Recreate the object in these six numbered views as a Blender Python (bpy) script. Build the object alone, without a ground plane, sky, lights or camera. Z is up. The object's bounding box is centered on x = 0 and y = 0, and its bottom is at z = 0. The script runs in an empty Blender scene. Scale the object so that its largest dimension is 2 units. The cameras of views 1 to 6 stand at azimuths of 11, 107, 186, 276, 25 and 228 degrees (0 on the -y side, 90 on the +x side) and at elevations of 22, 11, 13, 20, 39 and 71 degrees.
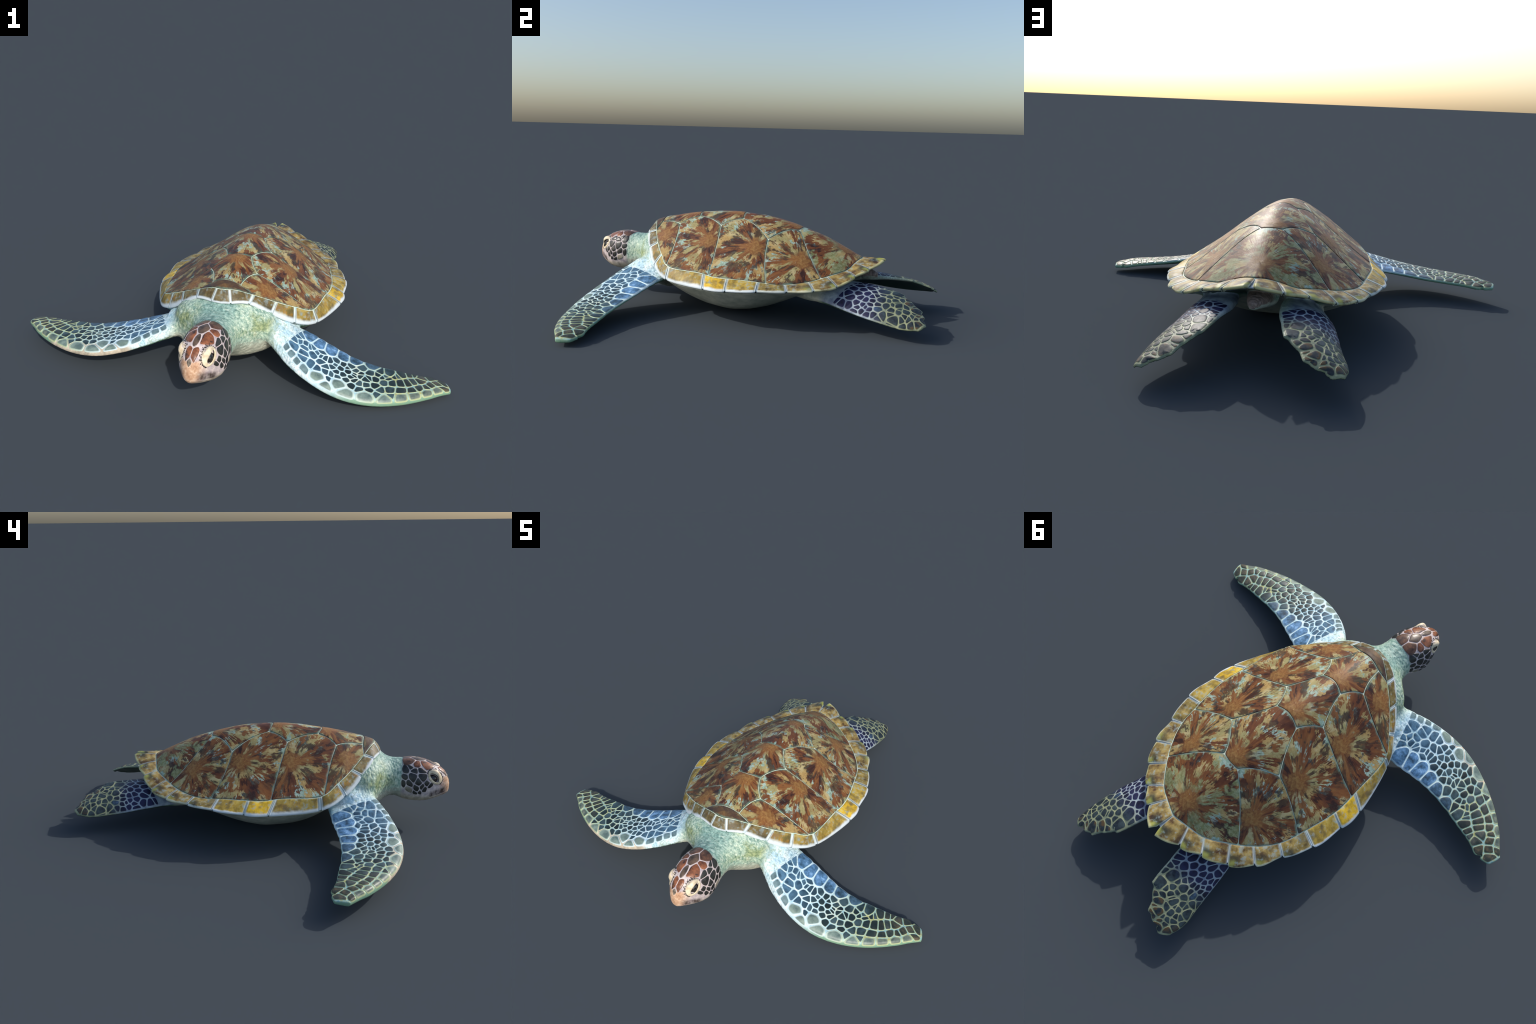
"""Green sea turtle, resting on its belly with the fore flippers spread: a heart-shaped carapace of
separate scutes, one smooth skin (head, neck, torso, limbs, tail) and horny scales on limbs and head."""
import bpy, bmesh, math, random
import numpy as np
from mathutils import Vector, Matrix, noise as mnoise
from mathutils.bvhtree import BVHTree

RNG = random.Random(7)
np.random.seed(7)

# ------------------------------------------------------------------ curves of limbs and head
def catmull(C,t):
    C=np.asarray(C,float); m=len(C); t=np.clip(np.atleast_1d(np.asarray(t,float)),0,1)*(m-1)
    i=np.minimum(t.astype(int),m-2); f=(t-i)[:,None]
    E=np.vstack([2*C[0]-C[1],C,2*C[-1]-C[-2]])
    p0,p1,p2,p3=E[i],E[i+1],E[i+2],E[i+3]
    return .5*((2*p1)+(p2-p0)*f+(2*p0-5*p1+4*p2-p3)*f*f+(3*p1-p0-3*p2+p3)*f**3)
FORE_L=dict(trail=[(.30,-.37,.18),(.40,-.41,.155),(.50,-.445,.122),(.58,-.472,.098),(.67,-.487,.078),(.77,-.488,.062),(.86,-.486,.048),(.925,-.476,.036),(.976,-.492,.03)],
 lead=[(.209,-.586,.205),(.308,-.663,.143),(.418,-.717,.091),(.537,-.74,.051),(.66,-.728,.028),(.783,-.69,.023),(.895,-.632,.027),(.95,-.592,.028),(.993,-.562,.026)])
FORE_R=dict(trail=[(-.29,-.34,.17),(-.385,-.362,.145),(-.487,-.388,.127),(-.572,-.401,.113),(-.665,-.401,.10),(-.758,-.389,.094),(-.853,-.376,.088),(-.921,-.355,.083),(-.977,-.365,.085)],
 lead=[(-.164,-.548,.192),(-.292,-.616,.157),(-.421,-.663,.12),(-.552,-.675,.091),(-.68,-.647,.078),(-.803,-.59,.077),(-.908,-.517,.081),(-.955,-.470,.083),(-.993,-.433,.084)])
HIND_R=dict(trail=[(-.04,.52,.205),(-.048,.63,.20),(-.06,.70,.196),(-.077,.767,.189),(-.103,.831,.175),(-.14,.87,.155),(-.170,.908,.134),(-.211,.924,.116),(-.250,.939,.099)],
 lead=[(-.20,.40,.133),(-.235,.50,.129),(-.256,.585,.118),(-.273,.675,.102),(-.288,.75,.093),(-.300,.80,.088),(-.305,.832,.087),(-.304,.862,.087),(-.297,.899,.089)])
HIND_L=dict(trail=[(.13,.50,.205),(.138,.60,.2),(.153,.677,.195),(.176,.749,.182),(.209,.818,.163),(.247,.862,.14),(.283,.898,.115),(.322,.914,.099),(.360,.927,.081)],
 lead=[(.30,.40,.14),(.33,.485,.125),(.352,.57,.105),(.375,.65,.09),(.393,.73,.077),(.402,.79,.067),(.405,.822,.062),(.404,.852,.061),(.400,.892,.063)])
def mid(F,s,w):
    w=np.atleast_1d(w)[:,None]
    T,L=catmull(F['trail'],s),catmull(F['lead'],s)
    if 'teeth' in F:
        a=T-L; a/=np.linalg.norm(a,axis=1)[:,None]
        d=np.array([F['teeth'](float(q)) for q in np.atleast_1d(s)])[:,None]
        return T*(1-w)+L*w+a*d*np.clip(1-w/.25,0,1)**2
    return T*(1-w)+L*w
def frame(F,s,w):
    a=mid(F,np.clip(np.atleast_1d(s)+.01,0,1),w)-mid(F,np.clip(np.atleast_1d(s)-.01,0,1),w); b=catmull(F['lead'],s)-catmull(F['trail'],s)
    n=np.cross(a,b); n/=np.linalg.norm(n,axis=1)[:,None]; n*=np.sign(n[:,2:3]); return n
def sstep(a,b,x):
    t=np.clip((x-a)/(b-a),0,1); return t*t*(3-2*t)
def fore_off(s,w,root=None):
    """top and bottom offsets of a fore flipper from its mid surface"""
    s=np.asarray(s,float); w=np.asarray(w,float)
    tr=np.sqrt(1-(1-np.clip(w/.04,0,1))**2); le=np.sqrt(1-(1-np.clip((1-w)/.13,0,1))**2)
    e=tr*le
    k=np.interp(s,[0,.08,.2,.4,.8,1],[2.0,1.5,1.12,1,.8,.35])
    top=e*(.004+.024*k*(1-(1-np.clip(w/.75,0,1))**1.7))
    bot=-e*(.010+.004*k*np.sin(np.pi*w)+.05*np.clip(.2-s,0,1))
    return top,bot
def hind_off(s,w):
    s=np.asarray(s,float); w=np.asarray(w,float)
    e=np.sqrt(1-(1-np.clip(w/.05,0,1))**2)*np.sqrt(1-(1-np.clip((1-w)/.07,0,1))**2)
    k=np.interp(s,[0,.2,.6,.9,1],[1.25,1.05,.85,.55,.3]); a=k*.032*np.sin(np.pi*w)
    th=np.interp(s,[0,.25,.6,1],[.03,.014,.009,.006])
    return a+e*.004, a*np.interp(s,[0,.4],[.2,.8])-e*th
def top(F,off,s,w,h=0):
    s=np.atleast_1d(s).astype(float); w=np.atleast_1d(w).astype(float)
    return mid(F,s,w)+frame(F,s,w)*(off(s,w)[0]+h)[:,None]
HEADT=np.array([(-.690,.336,.140,.082,.235),(-.72,.3405,.130,.090,.23),(-.75,.345,.127,.095,.222),(-.78,.344,.128,.099,.212),(-.81,.339,.130,.098,.206),(-.84,.330,.134,.089,.206),
(-.87,.318,.144,.075,.215),(-.895,.304,.153,.060,.22),(-.915,.289,.163,.045,.22),(-.93,.268,.171,.032,.215),(-.939,.246,.178,.021,.21),(-.944,.225,.195,.009,.21)])
def head_tab(y):
    t=HEADT[::-1]; return [np.interp(y,t[:,0],t[:,k]) for k in (1,2,3,4)]
def head_pt(y,phi):
    """head-local point: phi 0 at the crown, +-pi/2 at the cheeks, pi at the throat"""
    y=np.asarray(y,float);phi=np.asarray(phi,float)
    tp,bt,W,zw=head_tab(y); s,c=np.sin(phi),np.cos(phi); p=.9
    z=np.where(c>0,zw+(tp-zw)*np.abs(c)**p,zw-(zw-bt)*np.abs(c)**.8)
    return np.stack([W*np.sign(s)*np.abs(s)**p,y+0*z,z],-1)

# ------------------------------------------------------------------ materials
def lin(r, g, b):
    """sRGB 0-255 to linear"""
    f = lambda c: (c / 255 / 12.92) if c <= 10 else ((c / 255 + .055) / 1.055) ** 2.4
    return (f(r), f(g), f(b), 1)


class Nodes:
    def __init__(self, name):
        self.mat = bpy.data.materials.new(name)
        self.mat.use_nodes = True
        self.t = self.mat.node_tree
        self.t.nodes.clear()
        self.out = self.t.nodes.new("ShaderNodeOutputMaterial")
        self.bsdf = self.t.nodes.new("ShaderNodeBsdfPrincipled")
        self.t.links.new(self.bsdf.outputs[0], self.out.inputs[0])

    def put(self, sock, v):
        if isinstance(v, bpy.types.NodeSocket):
            self.t.links.new(v, sock)
        elif v is not None:
            sock.default_value = v

    def node(self, kind, *ins, **props):
        n = self.t.nodes.new("ShaderNode" + kind)
        for k, v in props.items():
            setattr(n, k, v)
        for i, v in enumerate(ins):
            self.put(n.inputs[i], v)
        return n

    def math(self, op, a, b=0.0, clamp=False):
        n = self.node("Math", a, b, operation=op, use_clamp=clamp)
        return n.outputs[0]

    def add(self, a, b): return self.math("ADD", a, b)
    def mul(self, a, b): return self.math("MULTIPLY", a, b)
    def sub(self, a, b): return self.math("SUBTRACT", a, b)

    def step(self, v, a, b):
        n = self.node("MapRange", v, a, b, 0.0, 1.0, interpolation_type="SMOOTHSTEP")
        return n.outputs[0]

    def vmath(self, op, a, b=None):
        n = self.node("VectorMath", a, b, operation=op)
        return n.outputs["Value"] if op in ("LENGTH", "DOT_PRODUCT", "DISTANCE") else n.outputs[0]

    def vec(self, x, y, z):
        return self.node("CombineXYZ", x, y, z).outputs[0]

    def xyz(self, v):
        n = self.node("SeparateXYZ", v)
        return n.outputs[0], n.outputs[1], n.outputs[2]

    def noise(self, v, scale=5.0, detail=3.0, rough=.55, dist=0.0, color=False):
        n = self.node("TexNoise")
        n.noise_dimensions = "3D"
        self.put(n.inputs["Vector"], v)
        self.put(n.inputs["Scale"], scale); self.put(n.inputs["Detail"], detail)
        self.put(n.inputs["Roughness"], rough); self.put(n.inputs["Distortion"], dist)
        return n.outputs["Color" if color else "Fac"]

    def voro(self, v, scale, feature="F1", rnd=1.0):
        n = self.node("TexVoronoi", feature=feature)
        self.put(n.inputs["Vector"], v); self.put(n.inputs["Scale"], scale); self.put(n.inputs["Randomness"], rnd)
        return n.outputs["Distance"]

    def mix(self, f, a, b, mode="MIX"):
        n = self.node("Mix", data_type="RGBA", blend_type=mode)
        self.put(n.inputs[0], f); self.put(n.inputs[6], a); self.put(n.inputs[7], b)
        return n.outputs[2]

    def mixf(self, f, a, b):
        n = self.node("Mix", data_type="FLOAT")
        self.put(n.inputs[0], f); self.put(n.inputs[2], a); self.put(n.inputs[3], b)
        return n.outputs[0]

    def ramp(self, f, *stops, interp="LINEAR"):
        n = self.node("ValToRGB", f)
        r = n.color_ramp
        r.interpolation = interp
        while len(r.elements) < len(stops):
            r.elements.new(.5)
        for e, (p, c) in zip(r.elements, stops):
            e.position = p; e.color = c
        return n.outputs[0]

    def obj(self): return self.node("TexCoord").outputs["Object"]
    def normal(self): return self.node("NewGeometry").outputs["Normal"]
    def rand(self): return self.node("ObjectInfo").outputs["Random"]

    def attr(self, name, kind="GEOMETRY"):
        n = self.node("Attribute", attribute_name=name if kind == "GEOMETRY" else f'["{name}"]', attribute_type=kind)
        return n.outputs["Fac"]

    def bump(self, h, strength=.3, dist=.002):
        n = self.node("Bump")
        self.put(n.inputs["Strength"], strength); self.put(n.inputs["Distance"], dist); self.put(n.inputs["Height"], h)
        self.put(self.bsdf.inputs["Normal"], n.outputs[0])

    def finish(self, color, rough=.45, spec=.5, **kw):
        self.put(self.bsdf.inputs["Base Color"], color)
        self.put(self.bsdf.inputs["Roughness"], rough)
        self.put(self.bsdf.inputs["Specular IOR Level"], spec)
        for k, v in kw.items():
            self.put(self.bsdf.inputs[k], v)
        return self.mat


def scute_material():
    """tortoiseshell: feathered strokes raying out from the growth centre (object origin) of each scute"""
    m = Nodes("tortoiseshell_scute")
    p = m.obj()
    x, y, z = m.xyz(p)
    flat = m.vec(x, y, 0.0)
    r = m.vmath("LENGTH", flat)
    d = m.vmath("NORMALIZE", flat)
    rnd = m.mul(m.rand(), 60.0)
    dx, dy, _ = m.xyz(d)
    warp = m.mul(m.sub(m.noise(p, 11.0, 3.0), .5), .9)
    def rays(k, rad, det, off):
        v = m.vec(m.add(m.mul(dx, k), warp), m.add(m.mul(dy, k), warp), m.add(m.add(m.mul(r, rad), rnd), off))
        return m.noise(v, 1.0, det, .6)
    grain = m.noise(p, 70.0, 4.0, .65)
    hair = m.sub(rays(30.0, 26.0, 2.0, 3.0), .5)
    fine = m.sub(rays(10.0, 13.0, 3.0, 7.0), .5)
    outer = m.step(r, .03, .11)
    feather = m.add(m.mul(m.add(m.mul(fine, .50), m.mul(hair, .34)), outer), m.mul(m.sub(grain, .5), .24))
    blobs = m.sub(m.noise(p, 26.0, 3.0, .6), .5)
    feather = m.add(feather, m.mul(blobs, .30))
    s_tan = m.add(rays(2.3, 9.0, 1.5, 11.0), feather)
    s_dark = m.add(rays(2.8, 13.0, 1.5, 29.0), feather)
    s_aqua = m.add(m.add(m.noise(m.vmath("ADD", p, m.vec(rnd, rnd, 0.0)), 15.0, 3.0, .6), m.mul(feather, .9)), 0.0)
    tone = m.add(m.mul(m.noise(p, 8.0, 3.0), .5), m.mul(rays(7.0, 7.0, 3.0, 41.0), .5))
    c = m.ramp(tone, (.36, lin(70, 38, 26)), (.46, lin(102, 60, 34)), (.55, lin(126, 79, 41)), (.66, lin(146, 103, 57)))
    # tan and olive strokes
    reveal = m.step(m.add(r, m.mul(blobs, .07)), .040, .070)
    tan = m.mix(m.step(m.noise(p, 6.0, 2.0), .42, .58), lin(178, 150, 94), lin(156, 150, 102))
    tan = m.mix(m.mul(m.step(m.add(m.mul(fine, .8), grain), .42, .62), .45), tan, lin(134, 102, 58))
    tan = m.mix(m.mul(m.step(m.noise(p, 17.0, 2.0), .52, .62), .7), tan, lin(186, 174, 130))
    c = m.mix(m.mul(m.step(s_tan, .488, .548), reveal), c, tan)
    # pale sea-green flakes, mostly well away from the centre
    far = m.step(r, .05, .13)
    c = m.mix(m.mul(m.mul(m.step(s_aqua, .575, .625), m.step(s_tan, .42, .50)), m.mul(far, .92)), c, m.mix(m.step(grain, .4, .62), lin(128, 158, 140), lin(166, 190, 180)))
    # dark strokes and blotches
    c = m.mix(m.mul(m.mul(m.step(s_dark, .54, .61), reveal), .88), c, m.mix(m.step(tone, .45, .6), lin(44, 26, 24), lin(72, 38, 26)))
    blot = m.step(m.add(m.noise(m.vmath("ADD", p, m.vec(rnd, 0.0, rnd)), 9.0, 4.0, .65), m.mul(feather, .4)), .64, .70)
    c = m.mix(m.mul(m.mul(blot, m.step(r, .05, .09)), .85), c, lin(36, 36, 44))
    # ochre patch at the growth centre, angular and drawn out
    rr = m.vmath("LENGTH", m.vec(m.mul(x, .8), y, 0.0))
    core = m.sub(1.0, m.step(m.add(m.add(rr, m.mul(blobs, .12)), m.mul(hair, .02)), .024, .046))
    c = m.mix(m.mul(core, .62), c, m.mix(m.step(grain, .4, .62), lin(140, 98, 50), lin(168, 132, 76)))
    mossy = m.mul(m.attr("moss", "OBJECT"), m.mul(m.step(m.add(m.noise(p, 10.0, 3.0, .6), m.mul(feather, .5)), .50, .57), reveal))
    c = m.mix(m.mul(mossy, .85), c, m.mix(m.step(grain, .4, .62), lin(122, 132, 84), lin(158, 166, 122)))
    front = m.attr("gloom", "OBJECT")
    c = m.mix(m.mul(front, .72), c, m.ramp(m.add(m.mul(m.noise(p, 22.0, 4.0), .7), m.mul(tone, .3)), (.44, lin(26, 40, 48)), (.54, lin(60, 52, 44)), (.62, lin(100, 80, 54))))
    fleck = m.sub(1.0, m.step(m.voro(p, 70.0), .08, .13))
    c = m.mix(m.mul(fleck, m.mul(m.step(m.noise(p, 11.0), .58, .66), .6)), c, lin(166, 196, 196))
    edge = m.attr("rim")
    worn = m.mul(m.sub(1.0, m.step(edge, .001, .012)), m.step(m.noise(p, 18.0, 3.0), .44, .62))
    c = m.mix(m.mul(worn, .7), c, lin(96, 134, 118))
    c = m.mix(m.mul(m.sub(1.0, m.step(edge, .0012, .0040)), .40), c, lin(44, 38, 32))
    hgt = m.add(m.mul(m.noise(p, 22.0, 3.0), .65), m.mul(hair, .35))
    m.bump(hgt, .40, .004)
    return m.finish(c, m.add(.38, m.mul(grain, .2)), .32)


def marginal_material():
    """x runs along the rim, y outward from the inner seam; object properties steer each plate"""
    m = Nodes("marginal_scute")
    p = m.obj()
    x, y, z = m.xyz(p)
    out = m.attr("outness")
    side = m.attr("along")
    rnd = m.mul(m.rand(), 40.0)
    q = m.vec(m.add(x, rnd), y, z)
    n1 = m.noise(q, 16.0, 4.0, .6); n2 = m.noise(q, 48.0, 4.0, .65)
    streak = m.noise(m.vec(m.add(m.mul(x, m.sub(34.0, m.mul(y, 130.0))), rnd), m.mul(y, 11.0), 0.0), 1.0, 3.0, .6, .6)
    t = m.add(m.mul(n1, .5), m.add(m.mul(n2, .2), m.mul(streak, .3)))
    ochre = m.ramp(t, (.36, lin(46, 46, 38)), (.44, lin(92, 84, 54)), (.50, lin(136, 120, 66)), (.56, lin(168, 148, 82)), (.63, lin(130, 152, 158)))
    gold = m.ramp(t, (.36, lin(152, 122, 40)), (.5, lin(228, 186, 44)), (.62, lin(244, 214, 92)))
    olive = m.ramp(t, (.36, lin(44, 40, 26)), (.5, lin(92, 82, 56)), (.64, lin(124, 112, 84)))
    blaze = m.ramp(m.noise(q, 26.0, 4.0), (.44, lin(98, 90, 48)), (.57, lin(166, 118, 36)), (.66, lin(206, 138, 34)))
    rear = m.ramp(m.add(m.add(m.mul(streak, .22), m.mul(n1, .62)), m.mul(n2, .16)), (.36, lin(44, 32, 24)), (.43, lin(88, 64, 38)), (.49, lin(134, 112, 62)), (.56, lin(168, 146, 86)), (.64, lin(150, 160, 140)))
    c = m.mix(m.attr("gold", "OBJECT"), ochre, gold)
    c = m.mix(m.attr("olive", "OBJECT"), c, olive)
    c = m.mix(m.mul(m.attr("blaze", "OBJECT"), m.mul(m.step(out, .12, .3), m.sub(1.0, m.step(out, .5, .75)))), c, blaze)
    rr = m.attr("rearward", "OBJECT")
    c = m.mix(rr, c, rear)
    # teal-black shadow and a moss-yellow knob towards the hind corner of the rear plates
    blot = m.mul(m.mul(m.step(out, .35, .6), m.sub(1.0, m.step(out, .72, .9))), m.step(m.add(side, m.mul(n1, .5)), .55, .95))
    c = m.mix(m.mul(m.mul(blot, rr), .8), c, lin(26, 44, 44))
    moss = m.mul(m.step(out, .6, .8), m.step(m.add(side, m.mul(m.sub(n1, .5), .5)), .62, .82))
    c = m.mix(m.mul(m.mul(moss, rr), .8), c, lin(166, 170, 84))
    dull = m.noise(q, 13.0, 3.0, .6)
    c = m.mix(m.mul(m.step(dull, .52, .64), .55), c, m.mix(rr, lin(76, 80, 72), lin(84, 70, 48)))
    c = m.mix(m.mul(m.step(m.add(m.mul(n2, .6), m.mul(streak, .4)), .53, .61), .5), c, lin(142, 164, 168))
    # worn white outer border, wide on the front plates
    wid = m.attr("border", "OBJECT")
    edge = m.step(m.add(out, m.mul(m.sub(n1, .5), .3)), m.sub(.98, wid), m.sub(1.04, m.mul(wid, .45)))
    c = m.mix(m.mul(edge, .92), c, m.mix(rr, lin(214, 226, 232), lin(206, 200, 146)))
    ends = m.sub(1.0, m.step(m.math("MINIMUM", side, m.sub(1.0, side)), .0, .07))
    c = m.mix(m.mul(ends, m.mixf(rr, .75, .45)), c, lin(196, 212, 216))
    m.bump(m.add(m.mul(n1, .6), m.mul(streak, .4)), .45, .006)
    return m.finish(c, m.add(.38, m.mul(n2, .22)), .32)


def seam_material():
    m = Nodes("pale_seam")
    p = m.obj()
    x, y, z = m.xyz(p)
    n = m.noise(p, 30.0, 3.0)
    top = m.ramp(n, (.35, lin(156, 182, 160)), (.55, lin(220, 226, 200)), (.7, lin(164, 212, 202)))
    rim = m.ramp(n, (.3, lin(188, 204, 208)), (.7, lin(228, 236, 240)))
    c = m.mix(m.attr("outness"), top, rim)
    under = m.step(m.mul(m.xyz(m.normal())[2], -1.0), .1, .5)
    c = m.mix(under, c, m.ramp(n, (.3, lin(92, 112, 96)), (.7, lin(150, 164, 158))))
    return m.finish(c, .45, .4)


def skin_group_colors(m, p, nz):
    """colour of the bare skin from its place on the body"""
    x, y, z = m.xyz(p)
    ax = m.math("ABSOLUTE", x)
    big = m.noise(p, 7.0, 3.0); mid_ = m.noise(p, 24.0, 4.0, .6); fine = m.noise(p, 90.0, 3.0, .6)
    # neck and shoulders: sea-green, reticulated
    wr = m.noise(m.vec(m.mul(x, 40.0), m.mul(y, 130.0), m.mul(z, 40.0)), 1.0, 3.0, .6, 1.0)
    c = m.ramp(m.add(m.mul(wr, .6), m.mul(fine, .4)), (.32, lin(72, 106, 100)), (.42, lin(138, 170, 154)), (.52, lin(174, 198, 180)), (.63, lin(216, 226, 208)))
    fold = m.noise(m.vec(m.mul(x, 16.0), m.mul(y, 66.0), m.mul(z, 34.0)), 1.0, 3.0, .55, .9)
    crease_n = m.sub(1.0, m.step(m.math("ABSOLUTE", m.sub(fold, .5)), .004, .035))
    c = m.mix(m.mul(crease_n, .62), c, lin(74, 112, 104))
    teal = m.mul(m.step(z, .28, .35), m.mul(m.sub(1.0, m.step(ax, .05, .12)), m.sub(1.0, m.step(y, -.60, -.54))))
    c = m.mix(m.mul(teal, .55), c, m.ramp(fine, (.4, lin(52, 96, 98)), (.6, lin(110, 158, 156))))
    moss = m.mul(m.mul(m.step(ax, .06, .12), m.sub(1.0, m.step(ax, .20, .27))), m.mul(m.step(z, .19, .26), m.sub(1.0, m.step(y, -.50, -.44))))
    moss = m.mul(moss, m.step(m.add(m.mul(big, .6), m.mul(mid_, .4)), .42, .58))
    c = m.mix(m.mul(moss, .75), c, m.ramp(fine, (.38, lin(96, 112, 58)), (.6, lin(160, 172, 112))))
    throat = m.sub(1.0, m.step(m.add(z, m.mul(m.sub(mid_, .5), .08)), .15, .23))
    c = m.mix(m.mul(throat, .85), c, m.ramp(mid_, (.35, lin(158, 160, 146)), (.6, lin(206, 202, 184))))
    # fore flippers: pale icy blue, creamy towards the tip
    fore = m.mul(m.step(ax, .20, .27), m.sub(1.0, m.step(y, -.36, -.30)))
    icy = m.ramp(m.add(m.mul(mid_, .7), m.mul(fine, .3)), (.34, lin(150, 194, 214)), (.48, lin(204, 232, 240)), (.62, lin(232, 246, 248)))
    lime = m.ramp(m.add(m.mul(mid_, .6), m.mul(fine, .4)), (.38, lin(120, 166, 178)), (.50, lin(164, 194, 178)), (.60, lin(176, 174, 108)))
    icy = m.mix(m.step(ax, .42, .78), icy, lime)
    line = m.noise(m.vec(m.mul(ax, 48.0), m.mul(y, 16.0), m.mul(z, 24.0)), 1.0, 3.0, .6, .8)
    crease = m.mul(m.sub(1.0, m.step(m.math("ABSOLUTE", m.sub(line, .5)), .008, .045)), m.sub(1.0, m.step(ax, .34, .42)))
    icy = m.mix(m.mul(crease, .6), icy, m.mix(m.step(big, .45, .55), lin(112, 150, 160), lin(140, 158, 116)))
    c = m.mix(fore, c, icy)
    # hind flippers: dull lavender, mossy towards the tip
    hind = m.mul(m.step(y, .40, .46), m.step(ax, .05, .10))
    lav = m.ramp(mid_, (.36, lin(118, 130, 150)), (.62, lin(170, 184, 190)))
    lav = m.mix(m.step(y, .64, .76), lav, m.ramp(mid_, (.36, lin(108, 120, 100)), (.62, lin(156, 160, 124))))
    c = m.mix(hind, c, lav)
    # tail brown
    tail = m.mul(m.step(y, .50, .56), m.sub(1.0, m.step(m.math("ABSOLUTE", m.sub(x, .047)), .05, .085)))
    c = m.mix(tail, c, m.ramp(wr, (.36, lin(92, 76, 68)), (.6, lin(150, 128, 116))))
    # underside
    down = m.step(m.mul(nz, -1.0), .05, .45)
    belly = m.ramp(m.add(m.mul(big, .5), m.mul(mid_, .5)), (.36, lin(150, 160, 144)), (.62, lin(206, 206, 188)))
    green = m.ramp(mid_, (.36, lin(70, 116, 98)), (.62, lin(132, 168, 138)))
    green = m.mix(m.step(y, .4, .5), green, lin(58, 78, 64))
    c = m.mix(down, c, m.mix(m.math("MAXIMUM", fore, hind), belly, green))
    rimg = m.mul(m.sub(1.0, m.step(nz, .35, .72)), m.mul(fore, m.step(ax, .40, .6)))
    c = m.mix(m.mul(rimg, .9), c, m.mix(m.step(ax, .36, .6), lin(150, 186, 176), lin(122, 160, 132)))
    return c, m.add(m.mul(wr, .6), m.mul(fine, .4))


def skin_material():
    m = Nodes("turtle_skin")
    p = m.obj()
    nz = m.xyz(m.normal())[2]
    c, h = skin_group_colors(m, p, nz)
    hx, hy, hz = head_coords(m, p)
    c = m.mix(m.sub(1.0, m.step(hy, -.722, -.704)), c, head_color(m, p, hx, hy, hz))
    m.bump(h, .5, .004)
    return m.finish(c, .48, .42)


def head_coords(m, p):
    """world position to head-local position (the head is turned a little)"""
    a = math.radians(HEAD_YAW)
    q = m.vmath("SUBTRACT", p, (HEAD_SHIFT, HEAD_PIVOT_Y, 0.0))
    x, y, z = m.xyz(q)
    hx = m.add(m.mul(x, math.cos(a)), m.mul(y, math.sin(a)))
    hy = m.add(m.sub(m.mul(y, math.cos(a)), m.mul(x, math.sin(a))), HEAD_PIVOT_Y)
    return hx, hy, z


def head_color(m, p, hx, hy, hz):
    ax = m.math("ABSOLUTE", hx)
    n = m.noise(p, 40.0, 4.0, .6); f = m.noise(p, 110.0, 3.0)
    c = m.ramp(n, (.35, lin(166, 154, 160)), (.6, lin(216, 202, 196)))
    jaw = m.sub(1.0, m.step(m.add(hz, m.mul(m.sub(n, .5), .02)), .160, .190))
    c = m.mix(jaw, c, m.ramp(n, (.35, lin(166, 156, 138)), (.62, lin(210, 198, 176))))
    reach = m.add(m.add(hy, m.mul(hz, -.25)), m.mul(m.sub(n, .5), .03))
    beak = m.mul(m.sub(1.0, m.step(reach, -.995, -.940)), m.sub(1.0, m.step(hz, .262, .275)))
    c = m.mix(m.mul(beak, .9), c, m.ramp(m.add(m.mul(n, .5), m.mul(f, .5)), (.36, lin(178, 132, 96)), (.5, lin(206, 164, 128)), (.64, lin(232, 204, 174))))
    low = m.add(hz, m.mul(m.add(hy, .9), .28))
    smudge = m.mul(m.mul(m.step(hy, -.938, -.916), m.sub(1.0, m.step(hy, -.866, -.838))), m.mul(m.step(low, .176, .188), m.sub(1.0, m.step(low, .202, .224))))
    st = m.noise(m.vec(m.mul(hy, 62.0), m.mul(hz, 24.0), m.mul(hx, 10.0)), 1.0, 4.0)
    c = m.mix(m.mul(m.mul(smudge, m.step(ax, .020, .036)), m.add(.50, m.mul(m.step(st, .36, .60), .45))), c, lin(58, 44, 38))
    mouth = m.mul(m.sub(1.0, m.step(m.math("ABSOLUTE", m.sub(low, .172)), .001, .003)), m.sub(1.0, m.step(hy, -.82, -.79)))
    c = m.mix(m.mul(mouth, .5), c, lin(96, 78, 66))
    return c


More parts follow.
